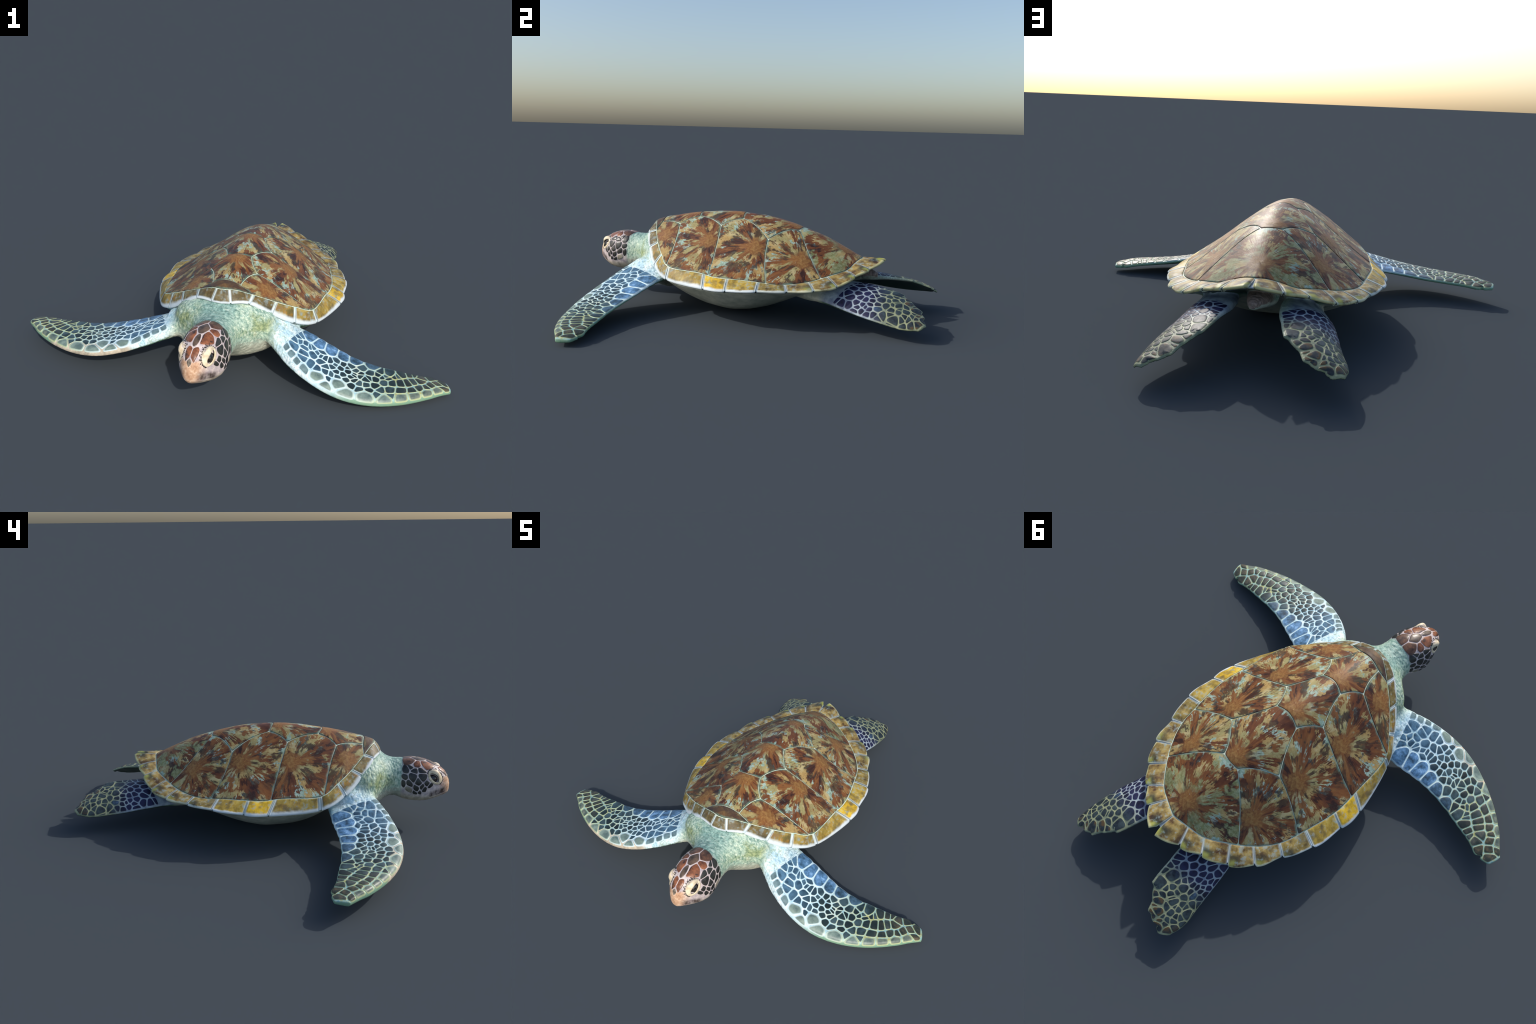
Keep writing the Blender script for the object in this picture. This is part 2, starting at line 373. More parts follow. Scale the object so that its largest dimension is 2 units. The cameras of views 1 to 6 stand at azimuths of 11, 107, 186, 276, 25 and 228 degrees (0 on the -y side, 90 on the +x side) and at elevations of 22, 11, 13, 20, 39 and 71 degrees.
def scale_material():
    """horny limb scales: dark middle, edges fading into the pale skin"""
    m = Nodes("limb_scale")
    p = m.obj()
    x, y, z = m.xyz(p)
    ax = m.math("ABSOLUTE", x)
    e = m.attr("rim")
    n = m.noise(p, 30.0, 4.0, .6); f = m.noise(p, 90.0, 3.0)
    rnd = m.rand()
    slate = m.ramp(m.add(m.mul(n, .6), m.mul(rnd, .4)), (.3, lin(24, 36, 38)), (.55, lin(38, 54, 56)), (.7, lin(64, 86, 92)))
    base = m.ramp(n, (.36, lin(46, 74, 94)), (.6, lin(90, 130, 158)))
    blue = m.ramp(m.add(m.mul(n, .75), m.mul(f, .25)), (.36, lin(46, 70, 90)), (.47, lin(72, 110, 142)), (.56, lin(100, 144, 186)), (.66, lin(150, 190, 226)))
    grey = m.ramp(n, (.36, lin(88, 108, 104)), (.6, lin(128, 148, 138)))
    umber = m.ramp(m.add(m.mul(n, .6), m.mul(f, .4)), (.36, lin(34, 44, 40)), (.5, lin(66, 68, 54)), (.64, lin(112, 96, 68)))
    navy = m.ramp(n, (.36, lin(22, 22, 44)), (.6, lin(40, 42, 78)))
    pond = m.ramp(n, (.36, lin(26, 34, 42)), (.6, lin(56, 70, 74)))
    c = m.mix(m.sub(1.0, m.step(m.add(ax, m.mul(m.sub(n, .5), .2)), .33, .56)), slate, base)
    c = m.mix(m.mul(m.step(ax, .72, .96), .85), c, umber)
    hind = m.mix(m.step(y, .66, .76), navy, pond)
    hind = m.mix(m.mul(m.attr("brown", "OBJECT"), m.step(n, .46, .58)), hind, lin(88, 70, 46))
    c = m.mix(m.step(y, .2, .3), c, hind)
    c = m.mix(m.attr("blue", "OBJECT"), c, blue)
    c = m.mix(m.attr("grey", "OBJECT"), c, m.mix(m.step(ax, .72, .85), grey, m.mix(.5, grey, umber)))
    # halo
    seam_f = m.mix(m.step(ax, .42, .80), lin(212, 236, 244), lin(186, 198, 152))
    seam_h = m.mix(m.step(y, .64, .76), lin(146, 156, 172), lin(146, 152, 116))
    seam = m.mix(m.step(y, .2, .3), seam_f, seam_h)
    halo = m.step(m.add(e, m.mul(m.sub(f, .5), .10)), .0, m.add(.19, m.mul(m.attr("grey", "OBJECT"), .29)))
    c = m.mix(halo, seam, c)
    m.bump(m.add(m.mul(n, .6), m.mul(f, .4)), .3, .003)
    return m.finish(c, m.add(m.mixf(m.step(y, .2, .3), .33, .42), m.mul(f, .15)), m.mixf(m.step(y, .2, .3), .4, .28))


def head_plate_material():
    m = Nodes("head_plate")
    p = m.obj()
    e = m.attr("rim")
    n = m.noise(p, 34.0, 4.0, .6); f = m.noise(p, 120.0, 3.0)
    dark = m.ramp(m.add(m.mul(n, .6), m.mul(f, .4)), (.38, lin(28, 28, 28)), (.62, lin(58, 58, 54)))
    red = m.ramp(m.add(m.mul(n, .7), m.mul(f, .3)), (.36, lin(80, 50, 38)), (.5, lin(124, 76, 50)), (.62, lin(156, 98, 64)))
    umber = m.ramp(n, (.36, lin(66, 56, 48)), (.62, lin(112, 92, 76)))
    c = m.mix(m.attr("red", "OBJECT"), dark, red)
    c = m.mix(m.attr("umber", "OBJECT"), c, umber)
    c = m.mix(m.attr("pale", "OBJECT"), c, m.ramp(n, (.36, lin(128, 120, 104)), (.6, lin(178, 168, 150))))
    patch = m.mul(m.attr("red", "OBJECT"), m.step(m.noise(p, 26.0, 2.0), .56, .62))
    c = m.mix(m.mul(patch, .8), c, lin(44, 38, 34))
    halo = m.step(e, .0, .12)
    c = m.mix(halo, lin(186, 176, 178), c)
    m.bump(m.add(m.mul(n, .5), m.mul(f, .5)), .25, .002)
    return m.finish(c, m.add(.26, m.mul(f, .15)), .5)


def eyelid_material():
    m = Nodes("eyelid")
    p = m.obj()
    e = m.attr("rim")
    n = m.noise(p, 50.0, 4.0, .6)
    c = m.ramp(n, (.35, lin(206, 186, 152)), (.6, lin(240, 226, 196)))
    fold = m.step(m.noise(p, 120.0, 2.0), .40, .6)
    c = m.mix(m.mul(m.sub(1.0, m.step(e, .0, .30)), .75), c, m.mix(fold, lin(66, 58, 50), lin(204, 192, 180)))
    c = m.mix(m.step(e, .94, .985), c, lin(40, 32, 28))
    m.bump(n, .3, .002)
    return m.finish(c, .42, .45)


def eye_material():
    m = Nodes("eyeball")
    r = m.vmath("LENGTH", m.obj())
    x, y, z = m.xyz(m.obj())
    rr = m.vmath("LENGTH", m.vec(x, y, 0.0))
    n = m.noise(m.obj(), 120.0, 3.0)
    c = m.ramp(m.add(rr, m.mul(m.sub(n, .5), .0006)), (.0, lin(12, 12, 12)), (.0070, lin(14, 14, 14)), (.0080, lin(62, 60, 56)), (.0098, lin(52, 50, 48)), (.0104, lin(120, 116, 110)), (.0112, lin(44, 38, 34)), (.02, lin(34, 28, 26)))
    return m.finish(c, .12, .5, **{"Coat Weight": .6, "Coat Roughness": .05})

# ------------------------------------------------------------------ mesh helpers
def make(name, verts, faces, mat, parent=None, attrs=None, props=None, origin=None, smooth=True):
    me = bpy.data.meshes.new(name)
    v = np.asarray(verts, float)
    ob = bpy.data.objects.new(name, me)
    if origin is not None:
        inv = origin.inverted()
        R = np.array(inv.to_3x3()); t = np.array(inv.translation)
        v = v @ R.T + t
        ob.matrix_world = origin
    me.from_pydata(v.tolist(), [], [tuple(f) for f in faces])
    for k, a in (attrs or {}).items():
        at = me.attributes.new(k, "FLOAT", "POINT")
        at.data.foreach_set("value", np.asarray(a, np.float32))
    me.materials.append(mat)
    if smooth:
        me.polygons.foreach_set("use_smooth", [True] * len(me.polygons))
    for k, val in (props or {}).items():
        ob[k] = float(val)
    bpy.context.scene.collection.objects.link(ob)
    if parent is not None:
        ob.parent = parent
        ob.matrix_parent_inverse = parent.matrix_world.inverted()
    return ob


def rings_to_faces(nr, n, start=0, closed=True):
    out = []
    for r in range(nr - 1):
        for i in range(n if closed else n - 1):
            j = (i + 1) % n
            out.append((start + r * n + i, start + r * n + j, start + (r + 1) * n + j, start + (r + 1) * n + i))
    return out


def resample(poly, n, closed=True):
    p = np.asarray(poly, float)
    q = np.vstack([p, p[:1]]) if closed else p
    d = np.r_[0, np.cumsum(np.linalg.norm(np.diff(q, axis=0), axis=1))]
    t = np.linspace(0, d[-1], n + 1)[:-1] if closed else np.linspace(0, d[-1], n)
    return np.stack([np.interp(t, d, q[:, k]) for k in range(q.shape[1])], 1)


def smooth_loop(p, k, w=.5):
    for _ in range(k):
        p = p * (1 - w) + .5 * w * (np.roll(p, 1, 0) + np.roll(p, -1, 0))
    return p


def area2(p):
    x, y = p[:, 0], p[:, 1]
    return .5 * np.sum(x * np.roll(y, -1) - y * np.roll(x, -1))


def inset_loop(p, g):
    """move a counter-clockwise loop inward by g"""
    t = np.roll(p, -1, 0) - np.roll(p, 1, 0)
    t /= np.linalg.norm(t, axis=1)[:, None] + 1e-12
    return p + g * np.stack([-t[:, 1], t[:, 0]], 1)


# ------------------------------------------------------------------ carapace, in its own symmetric frame
SHELL_POINTS = dict(
    a=(.063, -.505, .420), b=(.109, -.377, .426), c=(.059, -.283, .466), d=(.124, -.136, .438), e=(.066, -.035, .472),
    f=(.166, .136, .392), g=(.046, .262, .431), h=(.252, .430, .248), i=(.369, .202, .229), j=(.385, -.084, .242), k=(.337, -.325, .265))
RIDGE = [(0, -.565, .420), (0, -.507, .442), (0, -.40, .464), (0, -.294, .481), (0, -.18, .493), (0, -.10, .4955), (0, -.044, .495), (0, .06, .486), (0, .165, .466),
         (0, .264, .439), (0, .385, .397), (0, .48, .352), (0, .581, .307)]
# inner border of the marginal plates, nape to tail, and their outer corners
INNER = [(0, -.565, .422), (.028, -.560, .420), (.122, -.512, .384), (.213, -.455, .336), (.288, -.393, .292), (.361, -.311, .248), (.395, -.106, .241),
         (.407, .019, .233), (.387, .168, .226), (.360, .291, .220), (.301, .388, .230), (.234, .460, .249), (.148, .532, .267), (.077, .559, .294), (0, .581, .305)]
OUTER = [(0, -.598, .370), (.042, -.592, .371), (.116, -.563, .366), (.203, -.511, .303), (.295, -.432, .234), (.384, -.317, .190), (.465, -.083, .188),
         (.468, .032, .189), (.457, .183, .202), (.408, .314, .203), (.364, .430, .209), (.290, .520, .221), (.197, .583, .257), (.112, .631, .278), (.0, .655, .294)]
SHELL_YAW, SHELL_ROLL, SHELL_SHIFT = -2.19, .578, .0258


def shell_matrix():
    return Matrix.Translation((SHELL_SHIFT, 0, 0)) @ Matrix.Rotation(math.radians(SHELL_YAW), 4, "Z") @ Matrix.Rotation(math.radians(SHELL_ROLL), 4, "Y")


class Dome:
    """thin-plate height of the shell through its landmarks"""
    def __init__(self, pts):
        self.P = P = np.array(pts, float)
        n = len(P)
        A = np.zeros((n + 3, n + 3))
        A[:n, :n] = self.U(((P[:, None, :2] - P[None, :, :2]) ** 2).sum(-1)) + 4e-4 * np.eye(n)
        A[:n, n] = 1; A[:n, n + 1:] = P[:, :2]; A[n, :n] = 1; A[n + 1:, :n] = P[:, :2].T
        self.w = np.linalg.solve(A, np.r_[P[:, 2], 0, 0, 0])

    @staticmethod
    def U(r2):
        return np.where(r2 > 1e-12, .5 * r2 * np.log(np.maximum(r2, 1e-12)), 0)

    def __call__(self, xy):
        xy = np.atleast_2d(xy)
        n = len(self.P)
        return self.U(((xy[:, None, :] - self.P[None, :, :2]) ** 2).sum(-1)) @ self.w[:n] + self.w[n] + xy @ self.w[n + 1:]

    def normal(self, xy):
        h = 2e-3
        gx = (self(xy + [h, 0]) - self(xy - [h, 0])) / (2 * h)
        gy = (self(xy + [0, h]) - self(xy - [0, h])) / (2 * h)
        n = np.stack([-gx, -gy, np.ones_like(gx)], 1)
        return n / np.linalg.norm(n, axis=1)[:, None]


def dome_of_shell():
    pts = list(RIDGE)
    for p in list(SHELL_POINTS.values()) + INNER[1:-1]:
        pts += [p, (-p[0], p[1], p[2])]
    return Dome(pts)


DOME = dome_of_shell()
NT = len(INNER) - 1


def inner_pt(u):
    """u in plate units, 0 nape to 14 tail, along one half"""
    c = catmull(INNER, np.asarray(u) / NT)
    c[:, 0] = np.maximum(c[:, 0], 0)
    return c


def outer_base(u):
    c = catmull(OUTER, np.asarray(u) / NT)
    c[:, 0] = np.maximum(c[:, 0], 0)
    return c


def path_xy(name_a, name_b, mid, n=14):
    a, b = np.array(SHELL_POINTS[name_a][:2]) if isinstance(name_a, str) else np.array(name_a[:2]), np.array(SHELL_POINTS[name_b][:2]) if isinstance(name_b, str) else np.array(name_b[:2])
    if mid is None:
        mid = (a + b) / 2
    c = 2 * np.array(mid) - .5 * (a + b)
    t = np.linspace(0, 1, n)[:, None]
    p = (1 - t) ** 2 * a + 2 * t * (1 - t) * c + t * t * b
    # the seams of the real shell waver a little
    return p


SEAM_MID = dict(ab=(.080, -.432), bc=(.080, -.341), cd=(.083, -.212), de=(.092, -.095), ef=(.110, .055), fg=(.085, .206), gh=(.156, .340), fi=(.270, .158), dj=(.258, -.107), bk=(.228, -.348))


def seam(a, b):
    if a + b in SEAM_MID:
        return path_xy(a, b, SEAM_MID[a + b])
    return path_xy(b, a, SEAM_MID[b + a])[::-1]


def across(name, yc):
    """seam from the right corner to the left corner over the ridge"""
    x, y = SHELL_POINTS[name][:2]
    t = np.linspace(-1, 1, 22)
    return np.stack([t * x, yc + (y - yc) * np.abs(t) ** 1.6], 1)


def u_near(name):
    u = np.linspace(0, NT, 1400)
    p = inner_pt(u)[:, :2]
    return u[((p - np.array(SHELL_POINTS[name][:2])) ** 2).sum(1).argmin()]


def flip(p):
    return p * [-1, 1]


def build_scute(name, loop, centre, parent, mat, props=None, gap=.0015, n=170):
    p = resample(loop, n)
    if area2(p) < 0:
        p = p[::-1]
    p = smooth_loop(p, 2)
    p = inset_loop(p, gap)
    c = np.array(centre, float)
    # rings shrink from the border to the growth centre
    d = np.linalg.norm(p - c, axis=1)
    swell = .0035 * float(np.clip((d.min() - .012) / .06, 0, 1))
    offs = [0, 0, .0010, .0030, .008, .014]
    hs = [-.0075, -.0002, .0012, .0018, .0021, .0023]
    verts, rim = [], []
    rows = []
    for o, h in zip(offs, hs):
        f = np.clip(1 - o / np.maximum(d, o + .004), .02, 1)
        rows.append((f, h))
    for s in np.linspace(.9, .04, 15):
        f0 = rows[5][0]
        rows.append((f0 * s, .0023 + swell * (1 - s)))
    for f, h in rows:
        q = c + (p - c) * f[:, None] if not np.isscalar(f) else c + (p - c) * f
        z = DOME(q); nrm = DOME.normal(q)
        w = np.array([mnoise.noise((a * 9 + 3, b * 9, 1.7)) + .5 * mnoise.noise((a * 24, b * 24, 5.1)) for a, b in q])
        hh = h + .0016 * w * min(1, max(h, 0) / .002)
        verts.append(np.c_[q, z] + nrm * (hh if not np.isscalar(hh) else hh)[:, None])
        rim.append(d * (1 - f))
    V = np.vstack(verts); R = np.concatenate(rim)
    ctr = np.r_[c, DOME(c[None])[0]] + DOME.normal(c[None])[0] * (.0023 + swell)
    V = np.vstack([V, ctr]); R = np.r_[R, d.min()]
    F = rings_to_faces(len(rows), n)
    last = (len(rows) - 1) * n
    F += [(last + i, last + (i + 1) % n, len(V) - 1) for i in range(n)]
    nz = Vector(DOME.normal(c[None])[0])
    yax = (Vector((0, 1, 0)) - nz * nz.y).normalized()
    xax = yax.cross(nz)
    M = Matrix((xax, yax, nz)).transposed().to_4x4()
    M.translation = Vector(ctr)
    S = shell_matrix()
    Vw = V @ np.array(S.to_3x3()).T + np.array(S.translation)
    return make(name, Vw, F, mat, parent, {"rim": R}, dict(gloom=0, moss=.06) | (props or {}), origin=S @ M)


def outer_edge(k, t):
    """outer border of plate k (0 nape side .. 13 tail side), t from its front seam to its hind seam"""
    u = k + t
    p = outer_base(u)
    q = outer_base(np.clip(u + .02, 0, NT)) - outer_base(np.clip(u - .02, 0, NT))
    nrm = np.stack([-q[:, 1], q[:, 0]], 1) * -1
    nrm /= np.linalg.norm(nrm, axis=1)[:, None] + 1e-9
    nrm = np.where((nrm * p[:, :2]).sum(1)[:, None] < 0, -nrm, nrm)
    amp = [0, 0, .001, .001, .001, .003, .006, .008, .009, .010, .010, .011, .011, .010][k]
    tooth = np.sin(np.pi * np.clip(t, 0, 1)) ** .6 * .55 + .75 * sstep(.15, .85, t) * (1 - sstep(.93, 1.0, t))
    p[:, :2] += nrm * (amp * tooth)[:, None]
    if k == 13:      # the two hindmost plates end in blunt points with a notch between them
        tip, notch, corner = np.array([.020, .692, .309]), np.array([.004, .656, .297]), np.array([.112, .633, .278])
        f = np.clip(t / .84, 0, 1)[:, None]; g2 = np.clip((t - .84) / .16, 0, 1)[:, None]
        p = corner + (tip - corner) * f + np.array([.006, .006, 0]) * np.sin(np.pi * f)
        p = p + (notch - tip) * g2 ** 1.3
    return p


def build_marginal(k, side, parent, mat, props):
    g = .045 if k < 5 else .022
    nape = k == 0
    n = 26
    t = np.linspace(g if not nape else 0, 1 - g, n)
    a = inner_pt(k + t); b = outer_edge(k, t)
    if nape:
        a = np.vstack([(a * [-1, 1, 1])[:0:-1], a]); b = np.vstack([(b * [-1, 1, 1])[:0:-1], b])
        t = np.r_[-t[:0:-1], t]
    a[:, 2] = DOME(a[:, :2])
    n = len(t)
    lo = .035
    rr = [lo, lo, lo + .02, .08, .16, .28, .4, .52, .64, .76, .86, .94, .985]
    hs = [-.007, .0, .0015, .0022, .0026, .003, .0034, .0036, .0036, .0032, .0026, .0016, .0004]
    along = (t - t[0]) / (t[-1] - t[0])
    tan = np.gradient(a + b, axis=0)
    nrm = np.cross(tan, b - a); nrm /= np.linalg.norm(nrm, axis=1)[:, None]
    if nrm[:, 2].mean() < 0: nrm = -nrm
    out = b - a; out /= np.linalg.norm(out, axis=1)[:, None]
    # side skirt so that each plate has its own depth
    edge = np.minimum(1, np.minimum(along, 1 - along) / .05)
    rows, outn, alongs = [], [], []
    sag = np.sin(np.pi * np.linspace(0, 1, n))
    swell = .35 + .65 * edge
    knob = np.exp(-((along - .72) / .2) ** 2) * (0 if k == 13 else .005 if k >= 8 else .0015)
    for r, h in zip(rr, hs):
        w = np.array([mnoise.noise((x * 14, y * 14, 9.3 + side)) for x, y in (a + (b - a) * r)[:, :2]])
        rows.append(a + (b - a) * r + nrm * (h * swell + .0014 * w * (h > .001) + knob * np.sin(np.pi * min(1, r)) * edge)[:, None]); outn.append(r)
    th = .0095 if k >= 5 else .009
    for do, dn in ((.0022, -.0022), (.0024, -.005), (.0004, -th), (-.012, -th - .001), (-.03, -th)):
        rows.append(b + out * do + nrm * dn); outn.append(1.0 if do > 0 else 1.1)
    V = np.vstack(rows)
    nr = len(rows)
    O = np.repeat(outn, n); A = np.tile(along, nr)
    F = [tuple(r * n + i + q for q in ()) for r in () for i in ()]
    for r in range(nr - 1):
        for i in range(n - 1):
            F.append((r * n + i, r * n + i + 1, (r + 1) * n + i + 1, (r + 1) * n + i))
    # end walls
    for i in (0, n - 1):
        base = len(V)
        ring = V[np.arange(nr) * n + i] - nrm[i] * .006
        V = np.vstack([V, ring]); O = np.r_[O, outn]; A = np.r_[A, np.full(nr, along[i])]
        for r in range(nr - 1):
            F.append((r * n + i, (r + 1) * n + i, base + r + 1, base + r) if i else (base + r, base + r + 1, (r + 1) * n + i, r * n + i))
    if side < 0:
        V = V * [-1, 1, 1]
    else:
        F = [f[::-1] for f in F]
    mid_i = n // 2
    s3 = np.array([side, 1, 1])
    oz = Vector(nrm[mid_i] * s3); oy = Vector(out[mid_i] * s3)
    oz = (oz - oy * oz.dot(oy)).normalized(); ox = oy.cross(oz)
    M = Matrix((ox, oy, oz)).transposed().to_4x4(); M.translation = Vector(a[mid_i] * s3)
    S = shell_matrix()
    Vw = V @ np.array(S.to_3x3()).T + np.array(S.translation)
    return make("marginal_scute", Vw, F, mat, parent, {"outness": O, "along": A}, props, origin=S @ M)


def build_carapace(root):
    S = shell_matrix()
    R3, T3 = np.array(S.to_3x3()).T, np.array(S.translation)
    # core: seam-coloured shell under the scutes, with rim and underside
    u = np.linspace(0, NT, 141)
    half_i, half_o = inner_pt(u), outer_base(u)
    inn = np.vstack([half_i, (half_i * [-1, 1, 1])[-2:0:-1]]); out = np.vstack([half_o, (half_o * [-1, 1, 1])[-2:0:-1]])
    inn[:, 2] = DOME(inn[:, :2])
    n = len(inn)
    tan = np.roll(inn + out, -1, 0) - np.roll(inn + out, 1, 0)
    nrm = np.cross(tan, out - inn); nrm /= np.linalg.norm(nrm, axis=1)[:, None]
    nrm = np.where(nrm[:, 2:3] < 0, -nrm, nrm)
    rows, o = [], []
    for r in np.linspace(.03, 1, 30):
        q = np.stack([inn[:, 0] * r, inn[:, 1] * r + .0 * (1 - r)], 1)
        rows.append(np.c_[q, DOME(q)] - DOME.normal(q) * .0007); o.append(0)
    for r in (.1, .3, .5, .7, .9, .97):
        rows.append(inn + (out - inn) * r - nrm * (.0007 if r < .2 else .0014)); o.append(min(1, .25 + r))
    dirn = (out - inn) / np.linalg.norm(out - inn, axis=1)[:, None]
    inward = -out * [1, 1, 0]; inward /= np.linalg.norm(inward, axis=1)[:, None]
    for d, h in ((-.001, -.004), (-.003, -.0072), (-.016, -.0082)):
        rows.append(out + dirn * d + nrm * h); o.append(1)
    for d in (.04, .07, .11):
        rows.append(out + inward * d + [0, 0, -.014 - d * .14]); o.append(.6)
    V = np.vstack(rows + [np.array([[0, 0, DOME(np.zeros((1, 2)))[0] - .0007]])])
    F = rings_to_faces(len(rows), n)
    c = len(V) - 1
    F += [((i + 1) % n, i, c) for i in range(n)]
    F = [f[::-1] for f in F]
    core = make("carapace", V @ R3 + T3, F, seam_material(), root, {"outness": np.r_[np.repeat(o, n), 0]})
    mat = scute_material()
    P = SHELL_POINTS
    uu = {q: u_near(q) for q in "kjih"}
    def inner_path(u0, u1, n=30):
        return inner_pt(np.linspace(u0, u1, n))[:, :2]
    for q in "kjih":     # seam corners sit on the inner border of the marginals
        v = inner_pt([uu[q]])[0]
        P[q] = tuple(v)
    ul = 2.0
    lpt = inner_pt([ul])[0][:2]
    A_l = path_xy("a", lpt, None)
    # ridge plates, front to back
    def ring(*parts):
        return np.vstack([q[:-1] for q in parts])
    nuchal_front = np.vstack([flip(inner_path(0, ul))[::-1], inner_path(0, ul)[1:]])          # right to left
    build_scute("vertebral_scute", ring(nuchal_front, A_l[::-1], across("a", -.509)[::-1], flip(A_l)), (.0, -.532), core, mat, dict(gloom=1))
    def hexa(p, q, r, yf, yb, cen):
        l1, l2 = seam(p, q), seam(q, r)
        return build_scute("vertebral_scute", ring(across(p, yf), l1, l2, across(r, yb)[::-1], flip(l2)[::-1], flip(l1)[::-1]), cen, core, mat, dict(gloom=0.0))
    hexa("a", "b", "c", -.509, -.297, (0, -.320))
    hexa("c", "d", "e", -.297, -.047, (0, -.069))
    hexa("e", "f", "g", -.047, .268, (0, .238))
    gh = seam("g", "h")
    tail = inner_path(uu["h"], NT)
    build_scute("vertebral_scute", ring(across("g", .268), gh, tail, flip(tail)[::-1], flip(gh)[::-1]), (0, .50), core, mat, dict(moss=.8))
    for s in (1, -1):
        f = (lambda q: q) if s > 0 else flip
        bk, dj, fi = seam("b", "k"), seam("d", "j"), seam("f", "i")
        build_scute("costal_scute", f(ring(seam("b", "a"), A_l, inner_path(ul, uu["k"]), bk[::-1])), np.array([.168, -.425]) * [s, 1], core, mat)
        build_scute("costal_scute", f(ring(seam("d", "c"), seam("c", "b"), bk, inner_path(uu["k"], uu["j"]), dj[::-1])), np.array([.215, -.160]) * [s, 1], core, mat)
        build_scute("costal_scute", f(ring(seam("f", "e"), seam("e", "d"), dj, inner_path(uu["j"], uu["i"]), fi[::-1])), np.array([.222, .090]) * [s, 1], core, mat)
        build_scute("costal_scute", f(ring(seam("g", "f"), fi, inner_path(uu["i"], uu["h"]), gh[::-1])), np.array([.215, .330]) * [s, 1], core, mat)
    mm = marginal_material()
    #            nape  13   12   11   10   9    8    7    6    5    4    3    2    1
    gold = [0, 0, .03, .1, .15, .2, .95, .32, .08, 0, 0, 0, 0, 0]
    olive = [.9, .8, .6, .15, .15, 0, 0, 0, .15, 0, 0, 0, 0, 0]
    blaze = [0, .1, .25, .7, .3, .25, 0, .05, 0, 0, 0, 0, 0, 0]
    rear = [0, 0, 0, 0, 0, 0, 0, 0, .3, .7, .9, 1, 1, 1]
    border = [.12, .20, .30, .38, .32, .26, .20, .12, .10, .08, .07, .06, .07, .12]
    for k in range(NT):
        pr = dict(gold=gold[k], olive=olive[k], blaze=blaze[k], rearward=rear[k], border=border[k])
        for s in ((1,) if k == 0 else (1, -1)):
            build_marginal(k, s, core, mm, pr)
    return core


# ------------------------------------------------------------------ horny scales laid on a limb or the head
def clip_half(poly, m, n):
    """keep the part of a polygon where (p-m).n <= 0"""
    out = []
    d = (poly - m) @ n
    for i in range(len(poly)):
        j = (i + 1) % len(poly)
        if d[i] <= 0: out.append(poly[i])
        if (d[i] < 0) != (d[j] < 0):
            t = d[i] / (d[i] - d[j])
            out.append(poly[i] + t * (poly[j] - poly[i]))
    return np.array(out) if len(out) > 2 else None


def cells(seeds, domain, gap, wts=None):
    """Voronoi (power) cells inside a domain, shrunk by half the gap on the shared sides"""
    seeds = np.asarray(seeds)
    for i, s in enumerate(seeds):
        poly = domain.copy()
        near = np.argsort(((seeds - s) ** 2).sum(1))[1:22]
        for j in near:
            d = seeds[j] - s
            L = np.linalg.norm(d)
            if L < 1e-6: continue
            n = d / L
            f = .5 if wts is None else np.clip(.5 + (wts[i] - wts[j]) / (2 * L * L), .15, .85)
            poly = clip_half(poly, s + d * f - n * gap / 2, n)
            if poly is None: break
        yield i, poly


def plate_mesh(poly, place, height, n=30, soft=3, sink=.0035):
    """domed plate over a 2D outline; place(points, h) puts chart points on the body"""
    p = resample(poly, n)
    if area2(p) < 0: p = p[::-1]
    p = smooth_loop(p, soft)
    c = p.mean(0)
    prof = [(1, -sink), (1.0, -.0002), (.95, height * .45), (.86, height * .72), (.68, height * .9), (.4, height)]
    V = [place(c + (p - c) * f, h) for f, h in prof] + [place(c[None], height * 1.02)]
    rim = np.r_[np.repeat([0, 0.0, .07, .2, .5, .8], n), 1]
    F = rings_to_faces(len(prof), n)
    last = (len(prof) - 1) * n
    F += [(last + i, last + (i + 1) % n, len(prof) * n) for i in range(n)]
    return np.vstack(V), F, rim


class LimbChart:
    def __init__(self, spec, off):
        self.spec, self.off = spec, off
        s = np.linspace(0, 1, 200)
        m = mid(spec, s, np.full(200, .5))
        self.s = s; self.x = np.r_[0, np.cumsum(np.linalg.norm(np.diff(m, axis=0), axis=1))]
        self.wd = np.linalg.norm(catmull(spec["lead"], s) - catmull(spec["trail"], s), axis=1)

    def to(self, sw):
        s, w = np.asarray(sw).T
        return np.stack([np.interp(s, self.s, self.x), (w - .5) * np.interp(s, self.s, self.wd)], 1)

    def back(self, q):
        s = np.interp(q[:, 0], self.x, self.s)
        return s, np.clip(q[:, 1] / np.interp(s, self.s, self.wd) + .5, 0, 1)

    def place(self, q, h):
        s, w = self.back(q)
        return top(self.spec, self.off, s, w, h)


def flip_out(V, F, ref_n):
    a, b, c = (V[F[-1][k]] for k in range(3))
    return [f[::-1] for f in F] if np.dot(np.cross(b - a, c - a), ref_n) < 0 else F


